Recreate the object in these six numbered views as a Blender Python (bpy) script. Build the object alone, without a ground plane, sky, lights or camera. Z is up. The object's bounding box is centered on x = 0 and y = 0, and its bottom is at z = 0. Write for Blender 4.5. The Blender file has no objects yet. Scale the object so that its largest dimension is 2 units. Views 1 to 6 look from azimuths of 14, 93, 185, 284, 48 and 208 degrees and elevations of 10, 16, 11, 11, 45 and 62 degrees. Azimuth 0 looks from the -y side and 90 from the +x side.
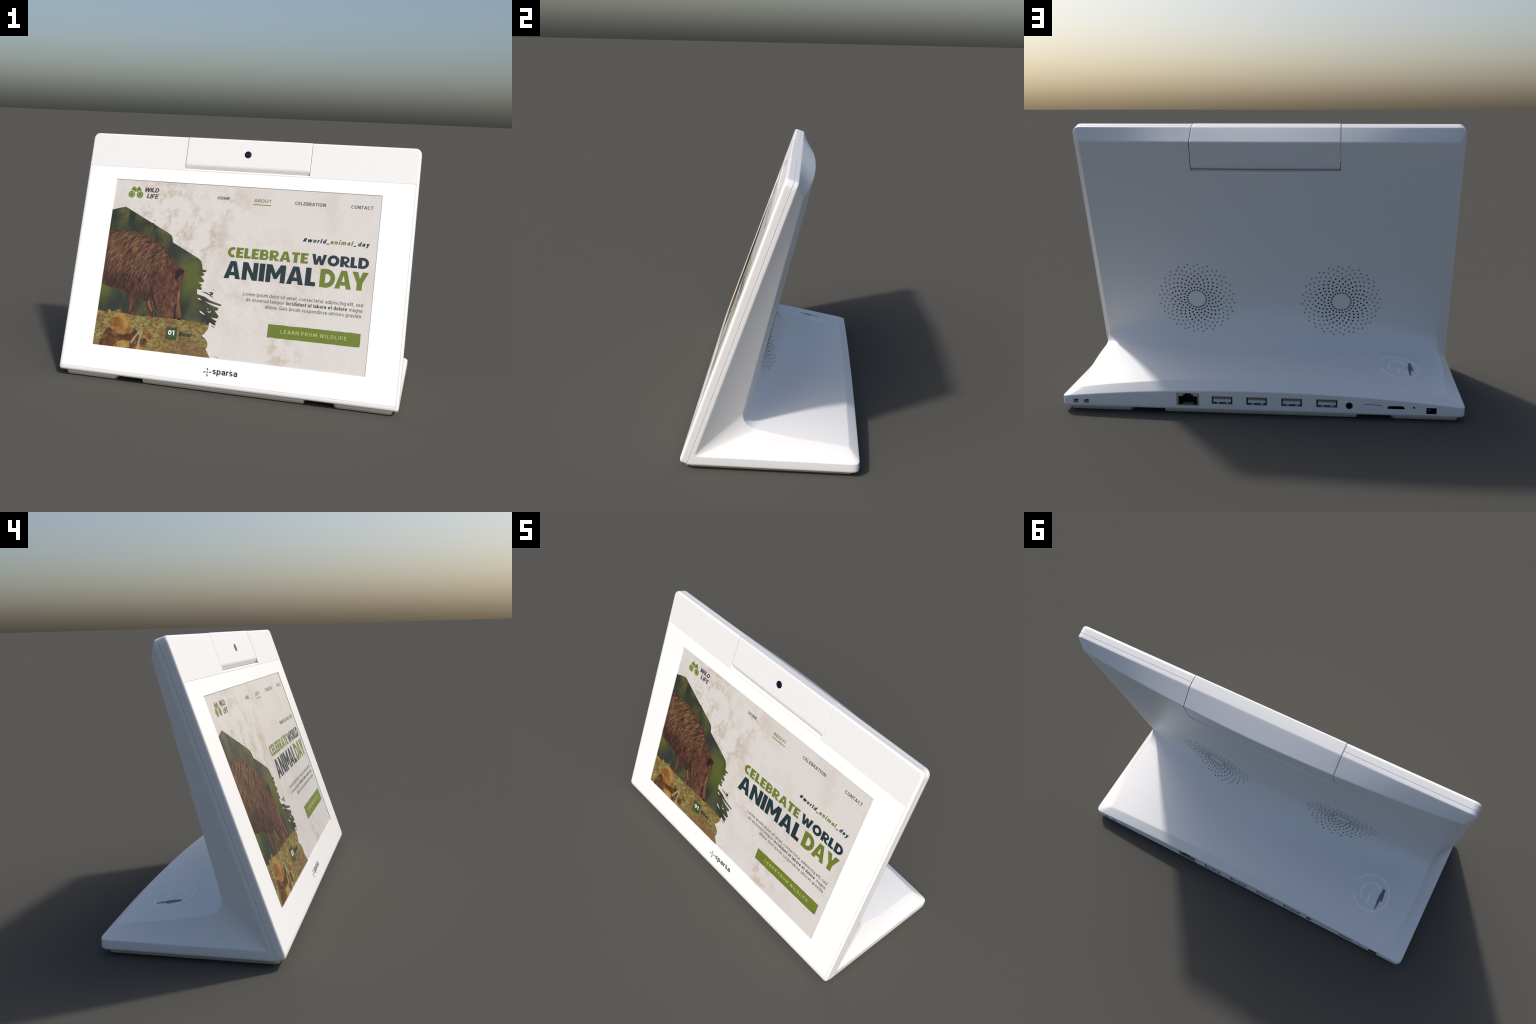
import bpy, bmesh, math, random
from mathutils import Vector, Matrix
from mathutils.bvhtree import BVHTree

random.seed(11)
TILT = math.radians(18.9)
SN, CS = math.sin(TILT), math.cos(TILT)
# panel space: x across, t up the slope, d out of the glass
PANEL = Matrix(((1, 0, 0, 0), (0, SN, -CS, 0), (0, CS, SN, 0), (0, 0, 0, 1)))


def panel_to_world(x, t, d):
    return Vector((x, SN * t - CS * d, CS * t + SN * d))


def world_to_panel(y, z):
    return SN * y + CS * z, SN * z - CS * y      # t, d


# ------------------------------------------------------------------ materials
def new_material(name, rough=0.45, spec=0.5):
    m = bpy.data.materials.new(name)
    m.use_nodes = True
    b = m.node_tree.nodes["Principled BSDF"]
    b.inputs["Roughness"].default_value = rough
    b.inputs["Specular IOR Level"].default_value = spec
    return m, m.node_tree, b


def plain(name, col, rough=0.45, metal=0.0, grain=0.0, scale=60.0, spec=0.5):
    """solid colour with a faint noise grain"""
    m, nt, b = new_material(name, rough, spec)
    b.inputs["Metallic"].default_value = metal
    tc = nt.nodes.new("ShaderNodeTexCoord")
    no = nt.nodes.new("ShaderNodeTexNoise")
    no.inputs["Scale"].default_value = scale
    no.inputs["Detail"].default_value = 3
    nt.links.new(tc.outputs["Object"], no.inputs["Vector"])
    r = nt.nodes.new("ShaderNodeValToRGB")
    r.color_ramp.elements[0].position = 0.3
    r.color_ramp.elements[1].position = 0.7
    r.color_ramp.elements[0].color = tuple(c * (1 - grain) for c in col) + (1,)
    r.color_ramp.elements[1].color = tuple(min(1, c * (1 + grain)) for c in col) + (1,)
    nt.links.new(no.outputs["Fac"], r.inputs["Fac"])
    nt.links.new(r.outputs["Color"], b.inputs["Base Color"])
    return m


def noise_node(nt, vec, scale, detail=4, rough=0.55, stretch=(1, 1, 1), rot=0.0, distort=0.0, offset=(0, 0, 0)):
    mp = nt.nodes.new("ShaderNodeMapping")
    mp.inputs["Scale"].default_value = stretch
    mp.inputs["Rotation"].default_value = (0, 0, rot)
    mp.inputs["Location"].default_value = offset
    nt.links.new(vec, mp.inputs["Vector"])
    n = nt.nodes.new("ShaderNodeTexNoise")
    n.inputs["Scale"].default_value = scale
    n.inputs["Detail"].default_value = detail
    n.inputs["Roughness"].default_value = rough
    n.inputs["Distortion"].default_value = distort
    nt.links.new(mp.outputs["Vector"], n.inputs["Vector"])
    return n.outputs["Fac"]


def ramp_node(nt, fac, stops):
    r = nt.nodes.new("ShaderNodeValToRGB")
    els = r.color_ramp.elements
    while len(els) < len(stops):
        els.new(0.5)
    for e, (p, c) in zip(els, stops):
        e.position = p
        e.color = tuple(c) + (1,) if len(c) == 3 else c
    nt.links.new(fac, r.inputs["Fac"])
    return r.outputs["Color"]


def mix_node(nt, fac, a, b, mode='MIX'):
    m = nt.nodes.new("ShaderNodeMix")
    m.data_type = 'RGBA'
    m.blend_type = mode
    for sock, v in ((m.inputs["Factor"], fac), (m.inputs[6], a), (m.inputs[7], b)):
        if isinstance(v, (int, float)):
            sock.default_value = v
        elif isinstance(v, tuple):
            sock.default_value = v + (1,) if len(v) == 3 else v
        else:
            nt.links.new(v, sock)
    return m.outputs[2]


def math_node(nt, op, a, b=0.0, clamp=False):
    m = nt.nodes.new("ShaderNodeMath")
    m.operation = op
    m.use_clamp = clamp
    for s, v in zip(m.inputs, (a, b)):
        if isinstance(v, (int, float)):
            s.default_value = v
        else:
            nt.links.new(v, s)
    return m.outputs[0]


def spot_mask(nt, vec, cx, ct, rx, rt):
    """soft elliptical mask, 1 in the middle, 0 outside"""
    mp = nt.nodes.new("ShaderNodeMapping")
    mp.inputs["Location"].default_value = (-cx / rx, -ct / rt, 0)
    mp.inputs["Scale"].default_value = (1 / rx, 1 / rt, 0)
    nt.links.new(vec, mp.inputs["Vector"])
    g = nt.nodes.new("ShaderNodeTexGradient")
    g.gradient_type = 'SPHERICAL'
    nt.links.new(mp.outputs["Vector"], g.inputs["Vector"])
    return g.outputs["Fac"]


def object_vec(nt):
    return nt.nodes.new("ShaderNodeTexCoord").outputs["Object"]


WHITE = plain("white_plastic", (0.845, 0.84, 0.835), 0.42, grain=0.006, scale=30)
FRAME_WHITE = WHITE
GLASS_WHITE = plain("white_glass", (0.985, 0.982, 0.98), 0.22, grain=0.003, scale=20)
DARK = plain("black_plastic", (0.006, 0.007, 0.009), 0.4, grain=0.2, scale=80)
HOLE_GREY = plain("shallow_hole_grey", (0.27, 0.275, 0.28), 0.6, grain=0.05)
LOCK_GREY = plain("recess_grey", (0.42, 0.42, 0.42), 0.5, grain=0.03)
BEIGE = plain("rubber_beige", (0.56, 0.48, 0.39), 0.7, grain=0.04, scale=90)
STEEL = plain("steel", (0.36, 0.35, 0.33), 0.4, metal=0.5, grain=0.1, scale=50)
NICKEL = plain("nickel_plate", (0.42, 0.37, 0.31), 0.4, metal=0.4, grain=0.08, scale=40)
GOLD = plain("gold_contact", (0.5, 0.28, 0.04), 0.35, metal=0.6, grain=0.1)
PALE = plain("pale_tongue", (0.7, 0.72, 0.74), 0.45, grain=0.02)
SYMBOL = plain("raised_symbol_white", (0.98, 0.98, 0.98), 0.35, grain=0.005)
SLIT_GREY = plain("slit_painted_shade_grey", (0.17, 0.175, 0.18), 0.5, grain=0.05, scale=25)
INK = plain("black_ink", (0.025, 0.026, 0.03), 0.4, grain=0.1)
TEAL = plain("teal_ink", (0.011, 0.030, 0.036), 0.45, grain=0.08)
GREEN = plain("leaf_green_ink", (0.142, 0.19, 0.022), 0.45, grain=0.08, scale=12)
GREY_INK = plain("grey_ink", (0.055, 0.07, 0.078), 0.4, grain=0.05)
LIME_INK = plain("pale_lime_ink", (0.50, 0.58, 0.24), 0.4, grain=0.05)
WHITE_INK = plain("white_ink", (0.85, 0.85, 0.84), 0.4, grain=0.02)
BADGE = plain("badge_green", (0.035, 0.075, 0.018), 0.4, grain=0.3, scale=40)


def lens_material():
    m, nt, b = new_material("lens_glass", 0.15, 0.35)
    v = object_vec(nt)
    s1 = spot_mask(nt, v, 0.010, 1.269, 0.010, 0.013)
    s2 = spot_mask(nt, v, -0.009, 1.265, 0.010, 0.013)
    c = mix_node(nt, s1, (0.002, 0.003, 0.008), (0.004, 0.03, 0.05))
    c = mix_node(nt, s2, c, (0.016, 0.012, 0.09))
    nt.links.new(c, b.inputs["Base Color"])
    return m


def screen_material():
    """worn plaster wallpaper: pinkish grey with tan stains in patches"""
    m, nt, b = new_material("display_picture_paper", 0.3, 0.4)
    v = object_vec(nt)
    base = ramp_node(nt, noise_node(nt, v, 5.0, 5, 0.6, (1.0, 0.55, 1)),
                     [(0.32, (0.63, 0.585, 0.56)), (0.5, (0.68, 0.65, 0.625)), (0.68, (0.655, 0.65, 0.625))])
    fine = noise_node(nt, v, 120.0, 4, 0.7)
    base = mix_node(nt, 0.14, base, ramp_node(nt, fine, [(0.3, (0.38, 0.35, 0.32)), (0.7, (0.92, 0.9, 0.88))]))
    stain = noise_node(nt, v, 11.0, 8, 0.72, (1.0, 0.8, 1), 0.0, 0.0, (0.3, 0.1, 0))
    stain = ramp_node(nt, stain, [(0.47, (0, 0, 0)), (0.58, (1, 1, 1))])
    where = math_node(nt, 'MAXIMUM', spot_mask(nt, v, -0.46, 0.91, 0.34, 0.26),
                      spot_mask(nt, v, -0.27, 0.74, 0.32, 0.20))
    where = math_node(nt, 'MAXIMUM', where, math_node(nt, 'MULTIPLY', spot_mask(nt, v, 0.33, 0.135, 0.14, 0.12), 0.9))
    where = math_node(nt, 'MAXIMUM', where, math_node(nt, 'MULTIPLY', spot_mask(nt, v, -0.10, 0.95, 0.22, 0.2), 0.6))
    where = math_node(nt, 'MAXIMUM', where, math_node(nt, 'MULTIPLY', spot_mask(nt, v, 0.15, 0.50, 0.5, 0.4), 0.35))
    where = math_node(nt, 'MULTIPLY', where, 1.7, True)
    f = math_node(nt, 'MULTIPLY', stain, where)
    f = math_node(nt, 'MULTIPLY', f, 0.6)
    base = mix_node(nt, f, base, (0.42, 0.335, 0.235))
    nt.links.new(base, b.inputs["Base Color"])
    return m


def forest_material():
    m, nt, b = new_material("blurred_forest_picture", 0.35, 0.4)
    v = object_vec(nt)
    n1 = noise_node(nt, v, 9.0, 3.5, 0.55, (1.2, 0.75, 1), 0.6, 0.3)
    c = ramp_node(nt, n1, [(0.32, (0.023, 0.028, 0.025)), (0.45, (0.032, 0.040, 0.024)),
                           (0.55, (0.062, 0.066, 0.026)), (0.66, (0.105, 0.104, 0.046))])
    n2 = noise_node(nt, v, 9.0, 2, 0.5, (1, 1, 1), 0.0, 0.2, (2, 1, 0))
    glow = spot_mask(nt, v, -0.24, 0.50, 0.13, 0.17)
    glow = math_node(nt, 'MAXIMUM', glow, spot_mask(nt, v, -0.78, 0.41, 0.10, 0.12))
    glow = math_node(nt, 'MULTIPLY', math_node(nt, 'MULTIPLY', glow, n2), 2.4, True)
    c = mix_node(nt, glow, c, (0.095, 0.110, 0.024))
    dark = spot_mask(nt, v, -0.70, 0.32, 0.13, 0.10)
    dark = math_node(nt, 'MAXIMUM', dark, spot_mask(nt, v, -0.34, 0.66, 0.10, 0.12))
    dark = math_node(nt, 'MAXIMUM', dark, spot_mask(nt, v, -0.17, 0.31, 0.12, 0.10))
    c = mix_node(nt, math_node(nt, 'MULTIPLY', dark, 0.8, True), c, (0.034, 0.040, 0.038))
    nt.links.new(c, b.inputs["Base Color"])
    return m


def ground_material():
    m, nt, b = new_material("dry_soil_picture", 0.4, 0.4)
    v = object_vec(nt)
    n1 = noise_node(nt, v, 60.0, 6, 0.75, (0.7, 1.4, 1), -0.2)
    c = ramp_node(nt, n1, [(0.33, (0.075, 0.038, 0.012)), (0.46, (0.19, 0.135, 0.042)),
                           (0.55, (0.265, 0.225, 0.075)), (0.66, (0.40, 0.36, 0.15))])
    n2 = noise_node(nt, v, 9.0, 4, 0.6, (1, 1.4, 1), 0.0, 0.3, (1, 3, 0))
    c = mix_node(nt, ramp_node(nt, n2, [(0.46, (0, 0, 0)), (0.62, (0.6, 0.6, 0.6))]), c, (0.14, 0.062, 0.024))
    # greener crest, redder soil towards the lower right
    red = spot_mask(nt, v, -0.2, 0.08, 0.22, 0.10)
    c = mix_node(nt, math_node(nt, 'MULTIPLY', red, 0.7, True), c, mix_node(nt, n1, (0.08, 0.04, 0.02), (0.26, 0.14, 0.07)))
    nt.links.new(c, b.inputs["Base Color"])
    return m


def boar_material():
    m, nt, b = new_material("boar_hide_picture", 0.4, 0.4)
    v = object_vec(nt)
    n1 = noise_node(nt, v, 14.0, 5, 0.65, (2.2, 0.7, 1), -0.5, 0.6)
    c = ramp_node(nt, n1, [(0.30, (0.022, 0.012, 0.010)), (0.48, (0.07, 0.030, 0.018)),
                           (0.62, (0.125, 0.055, 0.028)), (0.78, (0.19, 0.105, 0.05))])
    nt.links.new(c, b.inputs["Base Color"])
    return m


def rock_material(name, lo, mid, hi, scale=16.0):
    m, nt, b = new_material(name, 0.4, 0.4)
    v = object_vec(nt)
    c = ramp_node(nt, noise_node(nt, v, scale, 6, 0.65, (1, 1, 1), 0.3, 0.5),
                  [(0.33, lo), (0.50, mid), (0.68, hi)])
    nt.links.new(c, b.inputs["Base Color"])
    return m


LENS = lens_material()
PAPER = screen_material()
FOREST = forest_material()
SOIL = ground_material()
HIDE = boar_material()
FACE = rock_material("boar_face_picture", (0.05, 0.021, 0.014), (0.10, 0.040, 0.024), (0.17, 0.078, 0.045), 22)
ROCK = rock_material("ochre_rock_picture", (0.11, 0.035, 0.009), (0.25, 0.10, 0.022), (0.42, 0.27, 0.10))
ROCK_YELLOW = rock_material("yellow_rock_picture", (0.15, 0.07, 0.015), (0.33, 0.20, 0.055), (0.40, 0.28, 0.09))
BURROW = rock_material("dark_burrow_picture", (0.035, 0.018, 0.010), (0.10, 0.042, 0.014), (0.20, 0.10, 0.03), 26)
TWIG = plain("pale_twig_picture", (0.30, 0.30, 0.16), 0.45, grain=0.25, scale=50)
HAIR_TAN = plain("tan_hair_picture", (0.25, 0.14, 0.06), 0.45, grain=0.3, scale=15)
HAIR_RUST = plain("rust_hair_picture", (0.13, 0.050, 0.027), 0.45, grain=0.3, scale=15)
HAIR_DARK = plain("dark_hair_picture", (0.025, 0.014, 0.012), 0.45, grain=0.3, scale=15)
HAIR_FACE = plain("reddish_face_hair_picture", (0.19, 0.082, 0.045), 0.45, grain=0.3, scale=15)
SNOUT = plain("snout_picture", (0.022, 0.015, 0.014), 0.4, grain=0.4, scale=30)

# ------------------------------------------------------------------ scene tree
root = bpy.data.objects.new("countertop_touch_display", None)
bpy.context.scene.collection.objects.link(root)
root["label"] = "white slanted countertop touch screen with camera and wildlife web page"
root["category"] = "tablet display"


def link(name, mesh, parent=root, panel=False, mats=()):
    ob = bpy.data.objects.new(name, mesh)
    bpy.context.scene.collection.objects.link(ob)
    ob.parent = parent
    if panel:                     # direct child of the root, drawn in panel space
        ob.matrix_local = PANEL
    for m in mats:
        mesh.materials.append(m)
    return ob


def mesh_from(verts, faces, name="shape"):
    me = bpy.data.meshes.new(name)
    me.from_pydata([tuple(v) for v in verts], [], faces)
    return me


def fix_normals(me):
    bm = bmesh.new()
    bm.from_mesh(me)
    bmesh.ops.recalc_face_normals(bm, faces=bm.faces)
    bm.to_mesh(me)
    bm.free()


def smooth(me, angle=32):
    me.polygons.foreach_set("use_smooth", [True] * len(me.polygons))
    me.set_sharp_from_angle(angle=math.radians(angle))


def apply_mods(ob):
    dg = bpy.context.evaluated_depsgraph_get()
    ev = ob.evaluated_get(dg)
    me = bpy.data.meshes.new_from_object(ev)
    old = ob.data
    ob.modifiers.clear()
    ob.data = me
    bpy.data.meshes.remove(old)


def cut(ob, cutters):
    """boolean difference with several helper meshes (same local space as ob)"""
    helpers = []
    bpy.context.view_layer.update()
    for c in cutters:
        h = bpy.data.objects.new("cutter", c)
        bpy.context.scene.collection.objects.link(h)
        h.matrix_world = ob.matrix_world.copy()
        md = ob.modifiers.new("cut", 'BOOLEAN')
        md.operation = 'DIFFERENCE'
        md.solver = 'EXACT'
        md.object = h
        if hasattr(md, "material_mode"):
            md.material_mode = 'TRANSFER'
        helpers.append(h)
    bpy.context.view_layer.update()
    apply_mods(ob)
    for h in helpers:
        bpy.data.objects.remove(h)


def weighted(ob):
    md = ob.modifiers.new("wn", 'WEIGHTED_NORMAL')
    md.keep_sharp = True
    md.weight = 60
    bpy.context.view_layer.update()
    apply_mods(ob)


def box_mesh(x0, x1, y0, y1, z0, z1, mat=None, bevel=0.0, seg=2):
    bm = bmesh.new()
    bmesh.ops.create_cube(bm, size=1)
    bmesh.ops.scale(bm, vec=(abs(x1 - x0), abs(y1 - y0), abs(z1 - z0)), verts=bm.verts)
    bmesh.ops.translate(bm, vec=((x0 + x1) / 2, (y0 + y1) / 2, (z0 + z1) / 2), verts=bm.verts)
    if bevel:
        bmesh.ops.bevel(bm, geom=bm.edges[:], offset=bevel, segments=seg, profile=0.5, affect='EDGES')
    me = bpy.data.meshes.new("box")
    bm.to_mesh(me)
    bm.free()
    if mat:
        me.materials.append(mat)
    return me


def prism(pts, axis, a, b, mat=None):
    """extrude a 2D outline along 'x' (pts=(t,d)), 'y' (pts=(x,z)) or 'd' (pts=(x,t))"""
    def place(p, s):
        return {'x': (s, p[0], p[1]), 'y': (p[0], s, p[1]), 'd': (p[0], p[1], s)}[axis]
    n = len(pts)
    verts = [place(p, a) for p in pts] + [place(p, b) for p in pts]
    faces = [list(range(n)), list(range(2 * n - 1, n - 1, -1))]
    faces += [[i, (i + 1) % n, n + (i + 1) % n, n + i] for i in range(n)]
    me = mesh_from(verts, faces, "prism")
    fix_normals(me)
    if mat:
        me.materials.append(mat)
    return me


def join_meshes(meshes):
    bm = bmesh.new()
    for m in meshes:
        bm.from_mesh(m)
    me = bpy.data.meshes.new("joined")
    bm.to_mesh(me)
    bm.free()
    for m in meshes:
        bpy.data.meshes.remove(m)
    return me


def disc_points(cx, cz, r, n=32, a0=0.0):
    return [(cx + r * math.cos(a0 + 2 * math.pi * i / n), cz + r * math.sin(a0 + 2 * math.pi * i / n)) for i in range(n)]


def rounded_rect(x0, x1, t0, t1, rad, seg=8):
    """rad = (bottom left, bottom right, top right, top left)"""
    out = []
    for (cx, ct, sx, st, r, a) in ((x0, t0, 1, 1, rad[0], 180), (x1, t0, -1, 1, rad[1], 270),
                                   (x1, t1, -1, -1, rad[2], 0), (x0, t1, 1, -1, rad[3], 90)):
        for i in range(seg + 1):
            th = math.radians(a + 90 * i / seg)
            out.append((cx + sx * r + r * math.cos(th), ct + st * r + r * math.sin(th)))
    return out


def loft(loops, cap=True):
    n = len(loops[0])
    verts = [p for lp in loops for p in lp]
    faces = []
    for k in range(len(loops) - 1):
        for i in range(n):
            j = (i + 1) % n
            faces.append([k * n + i, k * n + j, (k + 1) * n + j, (k + 1) * n + i])
    if cap:
        faces.append(list(range(n))[::-1])
        faces.append([(len(loops) - 1) * n + i for i in range(n)])
    me = mesh_from(verts, faces, "loft")
    fix_normals(me)
    return me


# ------------------------------------------------------------------ main sizes
D_FRONT, D_SEAM, D_RIM = 0.4246, 0.3842, 0.364
T_TOP, T_BOT = 1.3585, -0.1045
MOD_X = 0.3783                      # half width of the flip camera module


def back_y(x, z):                   # bulged back of the slanted panel
    return 0.175 - (0.062 + 0.009 * (1.33 - z)) * x * x + 0.235 * (z - 1.33)


def deck_z(x, y):                   # arched top of the base
    rise = math.sin(math.pi / 2 * max(0.0, min(1.0, (0.378 - y) / 0.30)))
    return 0.172 - 0.07 * x * x + 0.172 * (0.378 - y) + 0.026 * max(0.0, 1 - (x / 0.93) ** 2) * rise


# ------------------------------------------------------------------ bezel frame
def build_frame():
    def lp(i, d, ib=None):
        ib = i if ib is None else ib
        return [(x, t, d) for x, t in rounded_rect(-1 + i, 1 - i, T_BOT + ib, T_TOP - i,
                                                   (0.018 + 0.0 * i, 0.018, max(0.036 - i, 0.01), max(0.036 - i, 0.01)))]
    loops = [lp(0.004, D_SEAM + 0.0008), lp(0.0008, D_SEAM + 0.0010), lp(0, D_SEAM + 0.0018)]
    r, rb = 0.012, 0.019
    for k in range(7):
        a = math.pi / 2 * k / 6
        loops.append(lp(r * (1 - math.cos(a)), D_FRONT - 0.014 * (1 - math.sin(a)), rb * (1 - math.cos(a))))
    me = loft(loops)
    ob = link("bezel_frame", me, panel=True, mats=(WHITE,))
    notch = [(1.45, 0.30), (1.45, 0.50), (1.1545, 0.50), (1.1548, 0.4250), (1.1560, 0.4242), (1.1590, 0.4222),
             (1.1625, 0.4185), (1.1650, 0.4130), (1.1660, 0.4050), (1.1660, 0.30)]
    cut(ob, [box_mesh(-0.9846, 0.9846, -0.0791, 1.1506, 0.405, 0.50, WHITE),
             prism(notch, 'x', -0.3812, 0.3812, WHITE)])
    smooth(ob.data, 35)
    weighted(ob)
    return ob


frame = build_frame()

# ------------------------------------------------------------------ glass panel
glass = link("glass_panel", loft([[(x, t, d) for x, t in rounded_rect(-0.9840 + i, 0.9840 - i, -0.0785 + i, 1.1500 - i,
                                                                      (0.006,) * 4, 4)]
                                  for i, d in ((0.002, 0.4050), (0, 0.4070), (0, D_FRONT - 0.0012),
                                               (0.0004, D_FRONT - 0.0004), (0.0012, D_FRONT))]),
             panel=True, mats=(GLASS_WHITE,))
SX, ST0, ST1 = 0.807, 0.0605, 1.0725
cut(glass, [box_mesh(-SX, SX, ST0, ST1, 0.40, 0.45, GLASS_WHITE)])
smooth(glass.data, 30)
weighted(glass)

# ------------------------------------------------------------------ display
D_SCR = 0.4212
STEP = 0.00012                      # spacing of the printed layers of the picture
screen = link("display_screen", box_mesh(-SX - 0.004, SX + 0.004, ST0 - 0.004, ST1 + 0.004, 0.4085, D_SCR), panel=True, mats=(PAPER,))
# the glass opening is cut through, so keep the screen plate behind it
for v in screen.data.vertices:
    v.co.x = max(-SX + 0.0004, min(SX - 0.0004, v.co.x))
    v.co.y = max(ST0 + 0.0004, min(ST1 - 0.0004, v.co.y))


def plate(name, pts, layer, mat, parent=screen, base=D_SCR):
    d1 = base + layer * STEP
    return link(name, prism(pts, 'd', d1 - 0.0001, d1), parent, mats=(mat,))


PIC_L = -SX + 0.0008
PIC_B = ST0 + 0.0008
brush_edge = [(-0.19, 0.567), (-0.188, 0.565), (-0.161, 0.56), (-0.169, 0.55), (-0.188, 0.547), (-0.174, 0.538),
              (-0.177, 0.528), (-0.193, 0.523), (-0.17, 0.501), (-0.176, 0.489), (-0.204, 0.486), (-0.176, 0.473),
              (-0.191, 0.462), (-0.178, 0.458), (-0.18, 0.443), (-0.206, 0.447), (-0.204, 0.429), (-0.202, 0.418),
              (-0.153, 0.407), (-0.124, 0.39), (-0.107, 0.386), (-0.047, 0.37), (-0.053, 0.362), (-0.097, 0.369),
              (-0.150, 0.381), (-0.117, 0.365), (-0.062, 0.349), (-0.068, 0.335), (-0.084, 0.332), (-0.056, 0.303),
              (-0.064, 0.289), (-0.103, 0.291), (-0.064, 0.273), (-0.074, 0.261), (-0.065, 0.25), (-0.079, 0.249),
              (-0.107, 0.263), (-0.109, 0.248)]
forest_outline = [(PIC_L, 0.883), (-0.8, 0.881), (-0.764, 0.893), (-0.721, 0.903), (-0.54, 0.816), (-0.528, 0.816),
                  (-0.524, 0.809), (-0.432, 0.765), (-0.41, 0.752), (-0.398, 0.734), (-0.393, 0.709),
                  (-0.223, 0.628), (-0.204, 0.613), (-0.193, 0.588)] + brush_edge + [(-0.12, 0.235), (PIC_L, 0.235)]
plate("forest_picture", forest_outline, 1, FOREST)
soil_outline = [(PIC_L, 0.261), (-0.79, 0.266), (-0.781, 0.263), (-0.744, 0.260), (-0.736, 0.268), (-0.724, 0.269),
                (-0.716, 0.262), (-0.695, 0.274), (-0.681, 0.275), (-0.679, 0.283), (-0.661, 0.284), (-0.656, 0.266),
                (-0.597, 0.259), (-0.537, 0.256), (-0.467, 0.259), (-0.409, 0.259), (-0.336, 0.260), (-0.264, 0.261),
                (-0.21, 0.257), (-0.153, 0.250), (-0.109, 0.248), (-0.1085, 0.2475), (-0.108, 0.238), (-0.112, 0.221), (-0.125, 0.2),
                (-0.141, 0.182), (-0.118, 0.167), (-0.106, 0.152), (-0.101, 0.136), (-0.103, 0.118), (-0.109, 0.107),
                (-0.094, 0.086), (-0.079, PIC_B), (PIC_L, PIC_B)]
plate("soil_picture", soil_outline, 2, SOIL)
plate("brush_stroke", [(-0.181, 0.436), (-0.150, 0.434), (-0.124, 0.421), (-0.126, 0.416), (-0.150, 0.426)], 1, FOREST)
plate("brush_stroke", [(-0.138, 0.437), (-0.108, 0.437), (-0.106, 0.424), (-0.120, 0.416), (-0.096, 0.408), (-0.117, 0.409),
                       (-0.128, 0.420), (-0.121, 0.429)], 1, FOREST)
plate("brush_stroke", [(-0.100, 0.247), (-0.080, 0.243), (-0.069, 0.234), (-0.088, 0.238)], 1, SOIL)
for pts in ([(-0.199, 0.395), (-0.186, 0.396), (-0.170, 0.386), (-0.184, 0.386)],
            [(-0.174, 0.323), (-0.163, 0.320), (-0.136, 0.302), (-0.150, 0.305), (-0.172, 0.315)],
            [(-0.126, 0.326), (-0.109, 0.320), (-0.110, 0.317), (-0.124, 0.320)],
            [(-0.131, 0.341), (-0.126, 0.342), (-0.122, 0.336), (-0.127, 0.336)],
            [(-0.114, 0.327), (-0.108, 0.329), (-0.106, 0.324), (-0.112, 0.323)]):
    plate("brush_gap", pts, 2, PAPER)
plate("ink_speck", disc_points(-0.526, 0.830, 0.003, 8), 1, TEAL)
plate("ink_speck", disc_points(-0.107, 0.452, 0.003, 8), 1, TEAL)
plate("ink_speck", disc_points(-0.207, 0.637, 0.002, 8), 1, TEAL)
plate("twig_mark", [(-0.062, 0.080), (-0.045, 0.074), (-0.022, 0.066), (-0.024, 0.064), (-0.048, 0.072)], 1, ROCK)

# boar: body, legs, ear, snout, and hair strokes
boar_body = [(PIC_L, 0.761), (-0.774, 0.757), (-0.711, 0.757), (-0.643, 0.757), (-0.592, 0.746), (-0.527, 0.722), (-0.468, 0.691),
             (-0.444, 0.676), (-0.402, 0.627), (-0.368, 0.598), (-0.329, 0.571), (-0.297, 0.546), (-0.298, 0.517),
             (-0.306, 0.445), (-0.305, 0.398), (-0.298, 0.352), (-0.287, 0.306), (-0.275, 0.275), (-0.278, 0.264),
             (-0.305, 0.260), (-0.325, 0.262), (-0.354, 0.261), (-0.400, 0.267), (-0.428, 0.292), (-0.455, 0.330),
             (-0.481, 0.370), (-0.500, 0.352), (-0.520, 0.343), (-0.574, 0.359), (-0.617, 0.373), (-0.661, 0.393),
             (-0.750, 0.409), (PIC_L, 0.424)]
plate("boar_leg", [(-0.640, 0.400), (-0.617, 0.350), (-0.611, 0.287), (-0.599, 0.258), (-0.554, 0.260), (-0.575, 0.296),
                   (-0.577, 0.348), (-0.540, 0.395)], 3, HIDE)
plate("boar_leg", [(-0.540, 0.420), (-0.512, 0.370), (-0.509, 0.331), (-0.482, 0.267), (-0.464, 0.258), (-0.419, 0.262),
                   (-0.455, 0.303), (-0.477, 0.353), (-0.470, 0.420)], 3, HIDE)
plate("boar_body", boar_body, 4, HIDE)
boar_head = [(-0.360, 0.575), (-0.329, 0.569), (-0.299, 0.546), (-0.300, 0.517), (-0.308, 0.445), (-0.307, 0.398), (-0.300, 0.352), (-0.289, 0.306),
             (-0.277, 0.275), (-0.280, 0.265), (-0.305, 0.262), (-0.325, 0.264), (-0.354, 0.263), (-0.398, 0.269), (-0.424, 0.294), (-0.448, 0.332),
             (-0.466, 0.385), (-0.470, 0.425), (-0.440, 0.470), (-0.395, 0.520)]
plate("boar_head", boar_head, 6.9, FACE)
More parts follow.
